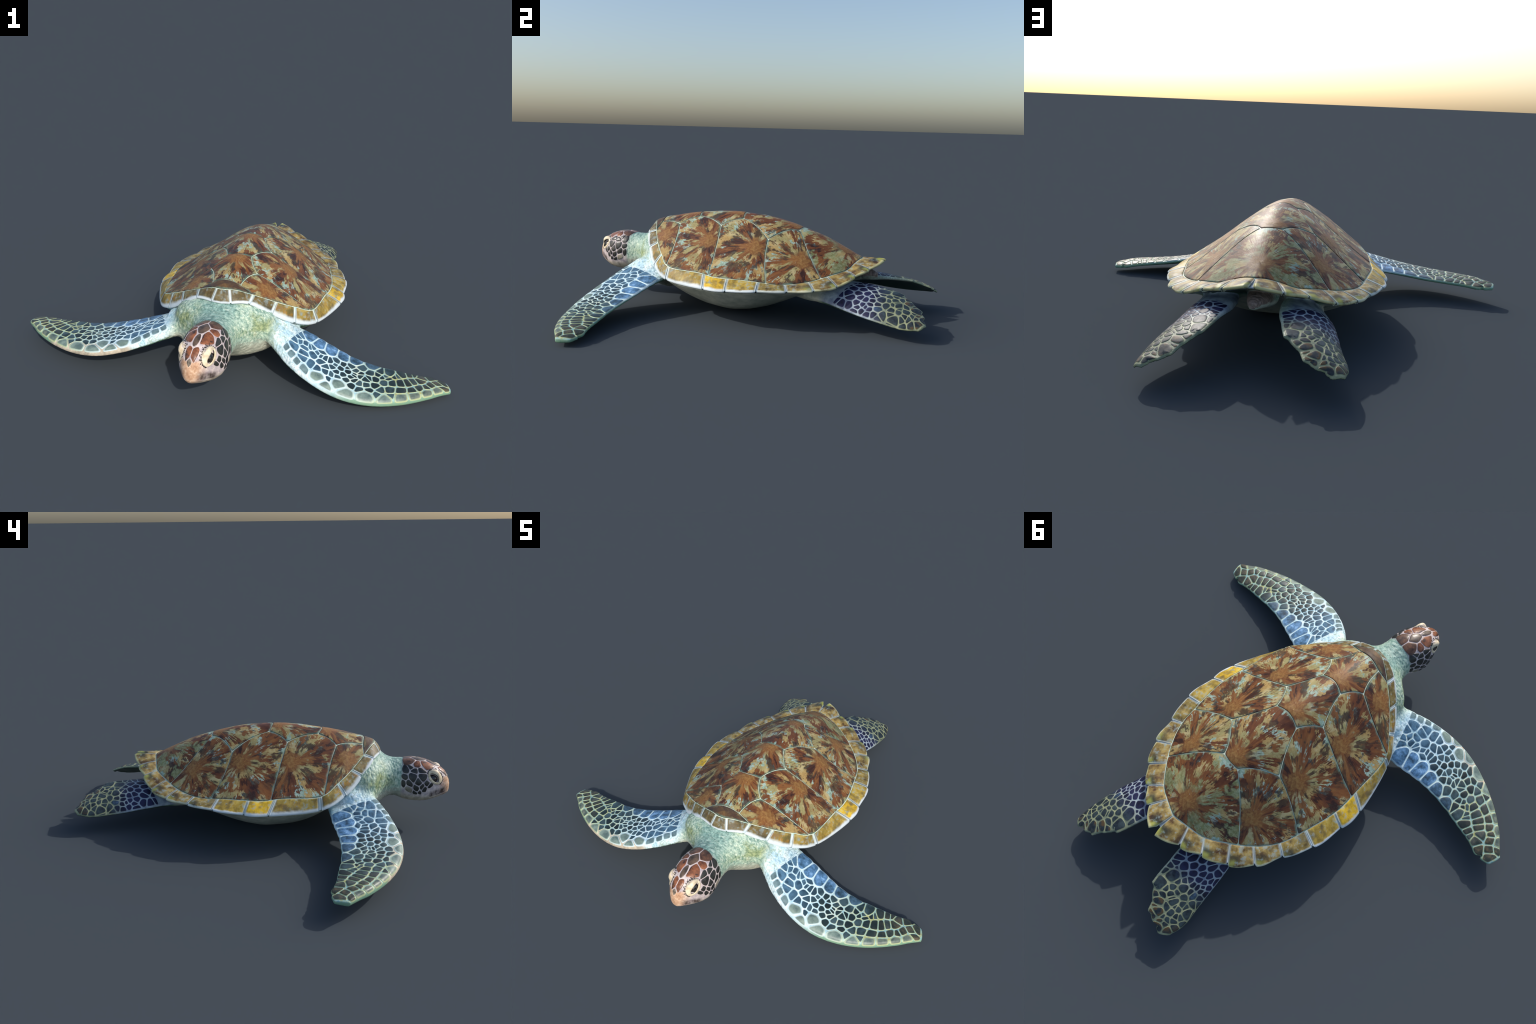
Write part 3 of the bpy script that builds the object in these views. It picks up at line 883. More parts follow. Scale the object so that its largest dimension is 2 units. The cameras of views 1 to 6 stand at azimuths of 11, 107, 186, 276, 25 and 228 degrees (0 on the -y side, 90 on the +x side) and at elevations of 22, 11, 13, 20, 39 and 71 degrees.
# seeds (along, across) read off the flipper: hind-edge shields first, then the field, the leading edge and the tip rows
FORE_BLUE = [(.12, .195), (.174, .22), (.236, .176), (.317, .139), (.386, .085)]
FORE_HINDEDGE = [(.49, .06), (.583, .18), (.649, .12), (.695, .055), (.722, .02), (.764, .109), (.834, .03)]
FORE_LEAD = [(.077, .947), (.108, .947), (.151, .953), (.181, .959), (.259, .898), (.293, .975), (.347, .824), (.386, .941), (.475, .916), (.564, .955), (.633, .955), (.691, .965), (.757, .97), (.849, .975)]
FORE_FIELD = [(.436, .226), (.375, .3), (.336, .343), (.266, .435), (.236, .454), (.293, .355), (.127, .472), (.135, .552), (.104, .509), (.081, .435), (.085, .349),
              (.081, .577), (.1, .719), (.147, .682), (.162, .787), (.201, .774), (.236, .774), (.185, .534), (.236, .571), (.259, .608), (.29, .534), (.301, .824), (.328, .688), (.375, .657),
              (.351, .577), (.328, .466), (.371, .46), (.409, .374), (.467, .497), (.51, .435), (.394, .559), (.409, .608), (.405, .737), (.436, .651), (.471, .645), (.444, .774), (.486, .75),
              (.51, .626), (.537, .725), (.579, .706), (.525, .83), (.583, .879), (.556, .491), (.588, .485), (.633, .472), (.668, .441), (.695, .392), (.734, .331), (.629, .75), (.687, .793),
              (.722, .75), (.764, .756), (.807, .682), (.888, .55), (.955, .40), (.91, .80), (.301, .7), (.274, .713), (.317, .589), (.564, .3), (.525, .287), (.486, .3), (.537, .207)]
HIND_SEEDS = [(.181, .312), (.174, .472), (.17, .639), (.27, .257), (.232, .417), (.232, .559), (.205, .706), (.178, .916), (.282, .491), (.266, .639), (.263, .78), (.228, .867), (.355, .207), (.444, .096),
              (.332, .509), (.305, .645), (.313, .78), (.293, .861), (.29, .953), (.402, .497), (.351, .614), (.355, .713), (.34, .799), (.328, .891), (.402, .645), (.452, .589), (.417, .743), (.367, .811),
              (.417, .891), (.378, .928), (.525, .195), (.525, .46), (.479, .367), (.591, .164), (.699, .176), (.602, .355), (.633, .485), (.745, .3), (.792, .294), (.475, .854), (.537, .768), (.575, .854),
              (.656, .756), (.745, .645), (.834, .404), (.456, .941), (.846, .743), (.745, .935), (.583, .97), (.208, .109), (.27, .139), (.301, .084), (.174, .121), (.344, .078), (.351, .448), (.317, .331),
              (.425, .318), (.375, .324), (.44, .448), (.564, .614), (.521, .645), (.92, .55), (.90, .2), (.12, .25), (.11, .42), (.11, .58), (.12, .74), (.13, .9)]


def lay_scales(spec, off, seeds, domain, gap, parent, mat, props_of, big_area, weights, height=.0026, rounding=3):
    ch = LimbChart(spec, off)
    q = ch.to(seeds)
    dom = ch.to(domain)
    small = []
    up = np.array([0, 0, 1.0])
    for i, poly in cells(q, dom, gap, weights):
        if poly is None: continue
        ar = abs(area2(poly))
        if ar < 1.1e-5: continue
        h = height * min(1.25, .45 + ar / 9e-4)
        if props_of(i, seeds[i])['grey'] > 0: h *= .5
        V, F, rim = plate_mesh(poly, ch.place, h, n=34 if ar > 4e-4 else 22, soft=rounding if ar > 1.5e-4 else rounding + 1)
        F = flip_out(V, F, frame(spec, seeds[i][0], seeds[i][1])[0])
        if ar >= big_area:
            make("scale", V, F, mat, parent, {"rim": rim}, props_of(i, seeds[i]))
        else:
            small.append((V, F, rim))
    if small:
        V0, F0, R0, n0 = [], [], [], 0
        for V, F, r in small:
            V0.append(V); R0.append(r); F0 += [tuple(a + n0 for a in f) for f in F]; n0 += len(V)
        o = make("scale_grains", np.vstack(V0), F0, mat, parent, {"rim": np.concatenate(R0)}, dict(blue=0, grey=0, brown=0))
        o["kind"] = "stuff"


def fore_scales(spec, parent, mat, rng):
    seeds = FORE_BLUE + FORE_HINDEDGE + FORE_LEAD + FORE_FIELD
    nb, nh, nl = len(FORE_BLUE), len(FORE_HINDEDGE), len(FORE_LEAD)
    wts = [1.0e-3] * nb + [4e-4] * nh + [8e-4 if s > .22 else 4e-4 for s, w in FORE_LEAD] + [0] * len(FORE_FIELD)
    # small grains where the big shields leave room: the hollow behind the blue shields and down the middle
    k = 0
    pts = list(seeds)
    ch = LimbChart(spec, fore_off)
    while k < 900 and len(pts) < len(seeds) + 16:
        k += 1
        s = rng.uniform(.07, .64)
        w0 = np.interp(s, [.07, .2, .35, .5, .64], [.42, .43, .42, .36, .30])
        w = rng.gauss(w0, .075)
        d = np.linalg.norm(ch.to(np.array(pts)) - ch.to(np.array([(s, w)])), axis=1)
        lim = np.array(([.040] * nb + [.027] * nh + [.02] * (len(seeds) - nb - nh) + [.0085] * 200)[:len(pts)])
        if (d > lim * .72).all():
            pts.append((s, w))
    wts += [-.7e-4] * (len(pts) - len(seeds))
    t = np.linspace(0, 1, 60)
    lo = np.stack([.065 + .932 * t, np.full(60, .012)], 1); hi = np.stack([.065 + .932 * t, np.interp(t, [0, .2, 1], [.955, .982, .988])], 1)
    edge = np.stack([np.full(8, .999), np.linspace(.012, .97, 8)], 1)
    dom = np.vstack([lo, edge[1:-1], hi[::-1]])
    def props(i, sw):
        s, w = sw
        blue = [.75, 1, 1, .8, .45, .25][i] if i <= nb else 0
        grey = (1 if .24 < s else .6) if (nb + nh <= i < nb + nh + nl) or (s, w) in ((.347, .824), (.259, .898)) else 0
        return dict(blue=blue, grey=grey, brown=0)
    lay_scales(spec, fore_off, np.array(pts), dom, .0036, parent, mat, lambda i, sw: props(i, tuple(sw)), 1.2e-4, wts)


def hind_scales(spec, parent, mat, rng):
    seeds = list(HIND_SEEDS)
    wts = []
    for s, w in seeds:
        big = {(.355, .207): 9e-4, (.444, .096): 7e-4, (.402, .497): 3.5e-4, (.525, .46): 5e-4, (.575, .854): 5e-4, (.591, .164): 3e-4, (.699, .176): 6e-4, (.27, .257): 2e-4, (.602, .355): 1e-4}.get((s, w), 0)
        wts.append(big)
    ch = LimbChart(spec, hind_off)
    pts, k, n0 = list(seeds), 0, len(seeds)
    while k < 900 and len(pts) < n0 + 10:
        k += 1
        s, w = rng.uniform(.15, .8), rng.uniform(.04, .7)
        d = np.linalg.norm(ch.to(np.array(pts)) - ch.to(np.array([(s, w)])), axis=1)
        if d.min() > .0135 and (w < .45 or s > .4):
            pts.append((s, w))
    wts += [-.4e-4] * (len(pts) - n0)
    t = np.linspace(0, 1, 40)
    dom = np.vstack([np.stack([.13 + .868 * t, np.full(40, .02)], 1), np.stack([.13 + .868 * t, np.full(40, .975)], 1)[::-1]])
    def props(i, sw):
        s, w = sw
        return dict(blue=.22 if (round(s, 3), round(w, 3)) == (.417, .743) else 0, grey=0, brown=1 if (w < .3 and s > .55) or s > .8 else 0)
    lay_scales(spec, hind_off, np.array(pts), dom, .0034, parent, mat, props, 1.0e-4, wts, height=.0016, rounding=5)


# ------------------------------------------------------------------ the skin: one smooth body, later divided by region
HEAD_YAW, HEAD_SHIFT, HEAD_PIVOT_Y = -8.99, -.0123, -.75


def head_world(P):
    a = math.radians(HEAD_YAW)
    P = np.asarray(P, float)
    x, y = P[..., 0], P[..., 1] - HEAD_PIVOT_Y
    return np.stack([math.cos(a) * x - math.sin(a) * y + HEAD_SHIFT, math.sin(a) * x + math.cos(a) * y + HEAD_PIVOT_Y, P[..., 2]], -1)


def head_local(P):
    a = math.radians(HEAD_YAW)
    P = np.asarray(P, float)
    x, y = P[..., 0] - HEAD_SHIFT, P[..., 1] - HEAD_PIVOT_Y
    return np.stack([math.cos(a) * x + math.sin(a) * y, -math.sin(a) * x + math.cos(a) * y + HEAD_PIVOT_Y, P[..., 2]], -1)


def loft(rows, cap=True):
    n = len(rows[0])
    V = np.vstack(rows)
    F = rings_to_faces(len(rows), n)
    if cap:
        V = np.vstack([V, rows[0].mean(0), rows[-1].mean(0)])
        a, b = len(V) - 2, len(V) - 1
        L = (len(rows) - 1) * n
        F += [((i + 1) % n, i, a) for i in range(n)] + [(L + i, L + (i + 1) % n, b) for i in range(n)]
    return V, F


EYE_C = np.array([.066, -.873, .274])
EYE_N = np.array([.80, -.42, .43]); EYE_N /= np.linalg.norm(EYE_N)
EYE_U = np.array([0, .70, .60]) - EYE_N * (EYE_N @ np.array([0, .70, .60])); EYE_U /= np.linalg.norm(EYE_U)      # along the slit, rear-upwards
EYE_V = np.cross(EYE_N, EYE_U); EYE_V *= np.sign(EYE_V @ np.array([0, -1, .5]))                                   # towards the upper lid


def part_head():
    ph = np.linspace(-np.pi, np.pi, 65)[:-1]
    ys = np.r_[np.linspace(-.690, -.92, 24), np.linspace(-.925, -.9435, 10)]
    return loft([head_world(head_pt(np.full(64, y), ph)) for y in ys])


def part_eye_socket(side):
    c = np.array([side * .052, -.861, .281])
    bm = bmesh.new()
    bmesh.ops.create_uvsphere(bm, u_segments=24, v_segments=16, radius=1)
    V = np.array([v.co[:] for v in bm.verts]) * [.0165, .035, .030]
    F = [[v.index for v in f.verts] for f in bm.faces]
    bm.free()
    return head_world(V + c), F


NECK = [  # y, centre x, half width, top, bottom
    (-.44, .010, .25, .36, .07), (-.52, .006, .235, .372, .085), (-.565, .004, .20, .376, .098), (-.595, .003, .155, .366, .116), (-.622, .000, .118, .345, .134),
    (-.65, -.003, .098, .3365, .146), (-.68, -.005, .090, .337, .144), (-.712, -.006, .087, .3395, .134)]


def part_neck():
    a = np.linspace(0, 2 * np.pi, 49)[:-1]
    k = np.array(NECK)[::-1]
    rows = []
    for y in np.linspace(-.712, -.44, 26):
        cx, w, t, b = (np.interp(y, k[:, 0][np.argsort(k[:, 0])], k[:, j][np.argsort(k[:, 0])]) for j in (1, 2, 3, 4))
        zc = b + (t - b) * .45
        sn, cs = np.sin(a), np.cos(a)
        flat = np.interp(y, [-.66, -.56], [.9, .75])
        z = np.where(cs > 0, zc + (t - zc) * np.abs(cs) ** flat, zc - (zc - b) * np.abs(cs) ** flat)
        rows.append(np.stack([cx + w * np.sign(sn) * np.abs(sn) ** .95, np.full_like(a, y), z], 1))
    return loft(rows)


def belly(y):
    return np.interp(y, [-.58, -.5, -.4, -.29, -.17, -.05, .05, .13, .28, .37, .5, .6], [.13, .085, .044, .018, .004, .001, .012, .030, .074, .102, .15, .19])


def part_torso():
    u = np.linspace(0, NT, 85)
    ho = outer_base(u)
    out = np.vstack([ho, (ho * [-1, 1, 1])[-2:0:-1]])
    S = shell_matrix(); R3, T3 = np.array(S.to_3x3()).T, np.array(S.translation)
    inward = out * [1, 1, 0]; inward /= np.linalg.norm(inward, axis=1)[:, None]
    rim = out - inward * .022
    rim[:, 2] -= .016
    rows = []
    for r in np.r_[np.linspace(.05, .9, 10)]:
        q = rim * [r, r, 1]
        zt = DOME(q[:, :2]) - .045
        lo = rim[:, 2]
        q[:, 2] = np.minimum(zt, lo + (zt - lo) * (1 - r ** 3))
        rows.append(q)
    rows.append(rim)
    for r in np.r_[.97, np.linspace(.93, .05, 18)]:
        q = rim * [r, r, 1]
        b = belly(q[:, 1])
        q[:, 2] = b + (rim[:, 2] - b) * r ** np.interp(q[:, 1], [-.4, .1, .5], [2.6, 2.5, 1.7])
        rows.append(q)
    V, F = loft(rows)
    return V @ R3 + T3, F


def limb_tube(spec, off, extra):
    """closed blade: rows of a loop over the top and back underneath"""
    w = np.r_[0, .004, .015, .03, np.linspace(.06, .88, 22), .92, .95, .975, .99, 1.0]
    rows = []
    for s in np.linspace(0, 1, 70):
        S_ = np.full_like(w, s)
        m = mid(spec, S_, w); n = frame(spec, S_, w)
        t, b = off(S_, w)
        up_, dn = m + n * t[:, None], m + n * b[:, None]
        rows.append(np.vstack([up_, dn[-2:0:-1]]))
    # round the tip off, and run the root into the body
    last, prev = rows[-1], rows[-5]
    c = last.mean(0); step_ = (last - prev).mean(0); step_ /= np.linalg.norm(step_)
    for f, d in ((.97, .003), (.88, .006), (.64, .0085), (.3, .0095)):
        rows.append(c + (last - c) * f + step_ * d)
    first = rows[0]; c0 = first.mean(0)
    for f, d in extra:
        rows.insert(0, c0 + (first - c0) * f + np.array(d))
    return loft(rows)


def ellipsoid(c, r, rot=0.0):
    bm = bmesh.new()
    bmesh.ops.create_uvsphere(bm, u_segments=32, v_segments=20, radius=1)
    V = np.array([v.co[:] for v in bm.verts]) * r
    F = [[v.index for v in f.verts] for f in bm.faces]
    bm.free()
    a = math.radians(rot)
    R = np.array([[math.cos(a), -math.sin(a), 0], [math.sin(a), math.cos(a), 0], [0, 0, 1]])
    return V @ R.T + c, F


def fore_teeth(s):
    # scalloped hind edge: one shallow lobe per shield, deep notch before the tip
    marks = [.10, .145, .205, .275, .352, .43, .535, .617, .672, .71, .745, .80, .862]
    d = 0.0
    for a, b in zip(marks[:-1], marks[1:]):
        if a <= s < b:
            t = (s - a) / (b - a)
            d = .0035 * math.sin(math.pi * t) ** .5
    return d - .024 * math.exp(-((s - .893) / .013) ** 2)


def hind_teeth(s):
    d = 0.0
    for a, b, h in ((.28, .48, .015), (.48, .62, .004), (.62, .755, .014), (.755, .88, .010)):
        if a <= s < b:
            t = (s - a) / (b - a)
            d = h * t ** 1.2
    return d - .012 * math.exp(-((s - .915) / .02) ** 2)


FORE_L['teeth'] = FORE_R['teeth'] = fore_teeth
HIND_L['teeth'] = HIND_R['teeth'] = hind_teeth


SKIN = {}


def build_skin(root):
    parts = [part_torso(), part_neck(), part_head(), part_eye_socket(1), part_eye_socket(-1)]
    parts.append(limb_tube(FORE_L, fore_off, [(.9, (-.06, .03, .005)), (.8, (-.13, .06, .01))]))
    parts.append(limb_tube(FORE_R, fore_off, [(.9, (.06, .03, .005)), (.8, (.13, .06, .01))]))
    parts.append(limb_tube(HIND_L, hind_off, [(.9, (.0, -.06, .0)), (.8, (-.02, -.13, .0))]))
    parts.append(limb_tube(HIND_R, hind_off, [(.9, (.0, -.06, .0)), (.8, (.02, -.13, .0))]))
    parts.append(ellipsoid((.205, -.455, .20), (.10, .10, .065), 35))
    parts.append(ellipsoid((-.185, -.44, .20), (.10, .10, .065), -35))
    # tail
    tail = [(.030, .50, .215, .065, .042), (.036, .56, .224, .050, .034), (.041, .61, .229, .035, .027), (.045, .642, .228, .023, .020), (.047, .662, .224, .012, .012)]
    a = np.linspace(0, 2 * np.pi, 25)[:-1]
    parts.append(loft([np.stack([x + rx * np.cos(a), np.full(24, y), z + rz * np.sin(a)], 1) for x, y, z, rx, rz in tail]))
    V, F, n0 = [], [], 0
    for v, f in parts:
        bmv = v
        V.append(bmv); F += [tuple(i + n0 for i in q) for q in f]; n0 += len(v)
    me = bpy.data.meshes.new("skin_raw")
    me.from_pydata(np.vstack(V).tolist(), [], F)
    # outward faces on every closed part
    bm = bmesh.new(); bm.from_mesh(me); bmesh.ops.recalc_face_normals(bm, faces=bm.faces); bm.to_mesh(me); bm.free()
    ob = bpy.data.objects.new("skin_raw", me)
    bpy.context.scene.collection.objects.link(ob)
    mod = ob.modifiers.new("r", "REMESH"); mod.mode = "VOXEL"; mod.voxel_size = VOXEL; mod.adaptivity = 0
    dg = bpy.context.evaluated_depsgraph_get()
    ev = ob.evaluated_get(dg).to_mesh()
    co = np.empty(len(ev.vertices) * 3); ev.vertices.foreach_get("co", co); co = co.reshape(-1, 3)
    faces = np.array([p.vertices[:] for p in ev.polygons])
    ob.evaluated_get(dg).to_mesh_clear()
    bpy.data.objects.remove(ob); bpy.data.meshes.remove(me)
    # fillets: strong smoothing around the joints, a light pass elsewhere
    e = np.vstack([faces[:, [0, 1]], faces[:, [1, 2]], faces[:, [2, 3]], faces[:, [3, 0]]])
    N = len(co)
    deg = np.bincount(e.ravel(), minlength=N).astype(float)
    def lap(X):
        s = np.stack([np.bincount(e[:, 0], X[e[:, 1], k], N) + np.bincount(e[:, 1], X[e[:, 0], k], N) for k in range(3)], 1)
        return s / deg[:, None]
    x, y, z = co.T
    ax = np.abs(x - .005)
    hl = head_local(co)
    joint = np.zeros(N)
    def bump_at(c, r, amt=1.0):
        d = np.linalg.norm((co - c) / r, axis=1)
        np.maximum(joint, amt * (1 - sstep(.6, 1.0, d)), out=joint)
    for s, cx in ((1, .245), (-1, -.225)):
        bump_at((cx, -.50, .18), (.15, .17, .16))
        bump_at((s * .14, -.57, .2), (.13, .12, .2))
        bump_at((s * .19 + .03, .46, .16), (.17, .10, .12), .8)
    bump_at((0, -.60, .24), (.2, .08, .25)); bump_at((-.006, -.70, .235), (.13, .035, .16), .6); bump_at((.035, .53, .19), (.12, .06, .08), .7)
    for it in range(46):
        w = (joint * .5)[:, None]
        co = co + w * (lap(co) - co)
    for it in range(5):
        co = co + .35 * (lap(co) - co)
        co = co - .36 * (lap(co) - co) * (it < 4)
    SKIN['tree'] = BVHTree.FromPolygons(co.tolist(), faces[(head_local(co[faces].mean(1))[:, 1] < -.70)].tolist())
    # sockets behind the eyelids
    for sg in (1, -1):
        q = head_local(co) * [sg, 1, 1] - EYE_C
        p_, r_, d_ = q @ EYE_U, q @ EYE_V, q @ EYE_N
        k = np.sqrt((p_ / .030) ** 2 + ((r_ + .004) / .0145) ** 2)
        f = (1 - sstep(.70, 1.12, k)) * (np.abs(d_) < .03) * .011
        dv = (EYE_N * [sg, 1, 1])
        a = math.radians(HEAD_YAW)
        dw = np.array([math.cos(a) * dv[0] - math.sin(a) * dv[1], math.sin(a) * dv[0] + math.cos(a) * dv[1], dv[2]])
        co = co - f[:, None] * dw
    # wrinkled neck and shoulders
    def vnormals(X):
        n = np.zeros_like(X)
        f = np.cross(X[faces[:, 2]] - X[faces[:, 0]], X[faces[:, 3]] - X[faces[:, 1]])
        for k in range(4):
            for c in range(3):
                n[:, c] += np.bincount(faces[:, k], f[:, c], N)
        return n / (np.linalg.norm(n, axis=1)[:, None] + 1e-12)
    nv = vnormals(co)
    if (nv * (co - co.mean(0))).sum() < 0: nv = -nv
    x, y, z = co.T
    wr = (1 - sstep(-.42, -.36, y)) * sstep(-.722, -.69, hl[:, 1]) * (1 - sstep(.33, .42, ax))
    tl = sstep(.52, .58, y) * (1 - sstep(.06, .09, np.abs(x - .045)))
    amp = np.maximum(wr, tl)
    disp = np.zeros(N)
    for i in np.nonzero(amp > .01)[0]:
        a, b, c = co[i]
        v = mnoise.noise((a * 34, b * 80, c * 42)) + .55 * mnoise.noise((a * 85, b * 170, c * 90 + 4))
        disp[i] = -abs(v) * .0042 + .0012
    co = co + nv * (disp * amp)[:, None]
    nv = vnormals(co)
    if (nv * (co - co.mean(0))).sum() < 0: nv = -nv
    # regions
    fc = co[faces].mean(1); fx, fy, fz = fc.T
    fh = head_local(fc)
    reg = np.full(len(faces), 0)
    reg[(fy < -.555) & (np.abs(fx) < .19)] = 1                           # neck
    reg[(fh[:, 1] < -.705)& (np.abs(fx) < .2)] = 2                                             # head
    reg[(fx > .262) & (fy < -.30) & (fz < .30) & (fx + .35 * (-fy) > .42)] = 3
    reg[(fx < -.245) & (fy < -.28) & (fz < .30) & (-fx + .35 * (-fy) > .40)] = 4
    reg[(fy > .46) & (fx > .10)] = 5
    reg[(fy > .46) & (fx < -.03)] = 6
    reg[(fy > .56) & (np.abs(fx - .042) < .07) & (fz > .15)] = 7
    names = ["torso", "neck", "head", "forelimb", "forelimb", "hindlimb", "hindlimb", "tail"]
    mat = skin_material()
    objs = []
    for r, nm in enumerate(names):
        f = faces[reg == r]
        ids = np.unique(f)
        remap = np.full(N, -1); remap[ids] = np.arange(len(ids))
        o = make(nm, co[ids], remap[f].tolist(), mat, root)
        o.data.normals_split_custom_set_from_vertices(nv[ids].tolist())
        objs.append(o)
    return objs, co, faces


# ------------------------------------------------------------------ head plates, eyes
def head_surface(y, phi, h):
    p = head_pt(y, phi)
    e = 1e-3
    ty = head_pt(y + e, phi) - head_pt(y - e, phi); tp = head_pt(y, phi + e) - head_pt(y, phi - e)
    n = np.cross(ty, tp); n /= np.linalg.norm(n, axis=-1)[..., None] + 1e-12
    c = np.stack([0 * y, y, 0 * y + .23], -1)
    n = np.where(((p - c) * n).sum(-1)[..., None] < 0, -n, n)
    return p + n * h


PHI_R = .105   # chart scale: radians to metres around the head


def place_side(sgn):
    def f(q, h):
        return head_world(head_surface(q[:, 0], sgn * q[:, 1] / PHI_R, h))
    return f


def place_top(q, h):
    W = head_tab(q[:, 1])[2]
    s = np.clip(q[:, 0] / W, -.985, .985)
    phi = np.sign(s) * np.arcsin(np.abs(s) ** (1 / .9))
    return head_world(head_surface(q[:, 1], phi, h))


CHEEK = [(-.728, .88), (-.753, .73), (-.768, .88), (-.81, .79), (-.727, 1.23), (-.767, 1.14), (-.815, 1.06), (-.721, 1.5), (-.75, 1.45), (-.797, 1.28), (-.838, 1.26), (-.856, 1.41), (-.813, 1.44),
         (-.792, 1.53), (-.824, 1.53), (-.750, 1.68), (-.786, 1.72), (-.804, 1.64)]
CHEEK_EDGE = [(-.875, 1.0), (-.86, .85), (-.85, 1.12), (-.88, 1.3), (-.875, 1.55), (-.85, 1.62), (-.825, 1.70), (-.80, 1.85), (-.755, 1.95), (-.70, 1.0), (-.70, 1.4), (-.70, 1.7), (-.695, .8)]


def build_head_plates(head):
    mat = head_plate_material()
    up = np.array([0, 0, 1.0])
    def add(poly, place, props, h=.0024, soft=2, n=40):
        V, F, rim = plate_mesh(np.asarray(poly, float), place, h, n=n, soft=soft, sink=.003)
        c = V.mean(0); ref = c - head_world(np.array([0, head_local(c)[1], .22]))
        F = flip_out(V, F, ref)
        return make("head_plate", V, F, mat, head, {"rim": rim}, dict(red=0, umber=0, pale=0) | props)
    def shrink(poly, g):
        p = resample(poly, 60)
        if area2(p) < 0: p = p[::-1]
        return inset_loop(p, g)
    A, B, C, D, E_, G, O = (.025, -.793), (.027, -.777), (.053, -.804), (.020, -.873), (.051, -.761), (.053, -.716), (.066, -.829)
    crown, parB = (0, -.706), (0, -.744)
    m = lambda p: (-p[0], p[1])
    oval = [(.0125 * math.sin(t) * (1 - .12 * math.cos(t)), -.853 + .033 * math.cos(t)) for t in np.linspace(0, 2 * np.pi, 30)[:-1]]
    add(oval, place_top, dict(umber=.8), .0036)
    add(shrink([parB, B, A, (.010, -.823), m((.010, -.823)), m(A), m(B)], .0009), place_top, dict(umber=1))
    add(shrink([(.0, -.940), (.010, -.934), (.012, -.928), (.0, -.921), (-.012, -.928), (-.010, -.934)], .0012), place_top, dict(umber=.6, pale=.35), .0016, soft=2)
    for s in (1, -1):
        f = (lambda q: q) if s > 0 else (lambda q: [m(p) for p in q])
        add(shrink(f([A, C, O, (.050, -.853), D, (.0155, -.868), (.0155, -.845), (.0115, -.825)]), .0009), place_top, dict(red=1))
        add(shrink(f([A, B, E_, (.067, -.770), (.066, -.793), C]), .0009), place_top, dict(red=.9))
        add(shrink(f([crown, parB, B, E_, (.060, -.742), (.062, -.718), (.03, -.706)]), .0009), place_top, dict(red=.6, umber=.35))
        add(shrink(f([(.0003, -.890), (.010, -.882), (.0205, -.878), (.0285, -.889), (.0275, -.908), (.0185, -.931), (.0105, -.927), (.0003, -.920)]), .0008), place_top, dict(red=1), .0018)
        # cheek plates
        seeds = np.array([(y, p * PHI_R) for y, p in CHEEK + CHEEK_EDGE])
        lim = np.array([(-.704, .50), (-.735, .58), (-.76, .66), (-.775, .74), (-.80, .62), (-.832, .77), (-.85, 1.1), (-.872, 1.38), (-.85, 1.52), (-.80, 1.8), (-.745, 1.78), (-.712, 1.6)]) * [1, PHI_R]
        wt = [2e-4 if i in (0, 5, 6) else (1e-4 if i in (9, 15) else 0) for i in range(len(seeds))]
        for i, poly in cells(seeds, lim, .0022, wt):
            if i >= len(CHEEK) or poly is None or abs(area2(poly)) < 1.2e-5: continue
            add(poly, place_side(s), dict(pale=.8 if i == 15 else 0), .0026, soft=3, n=28)
        build_eye(head, s, mat)


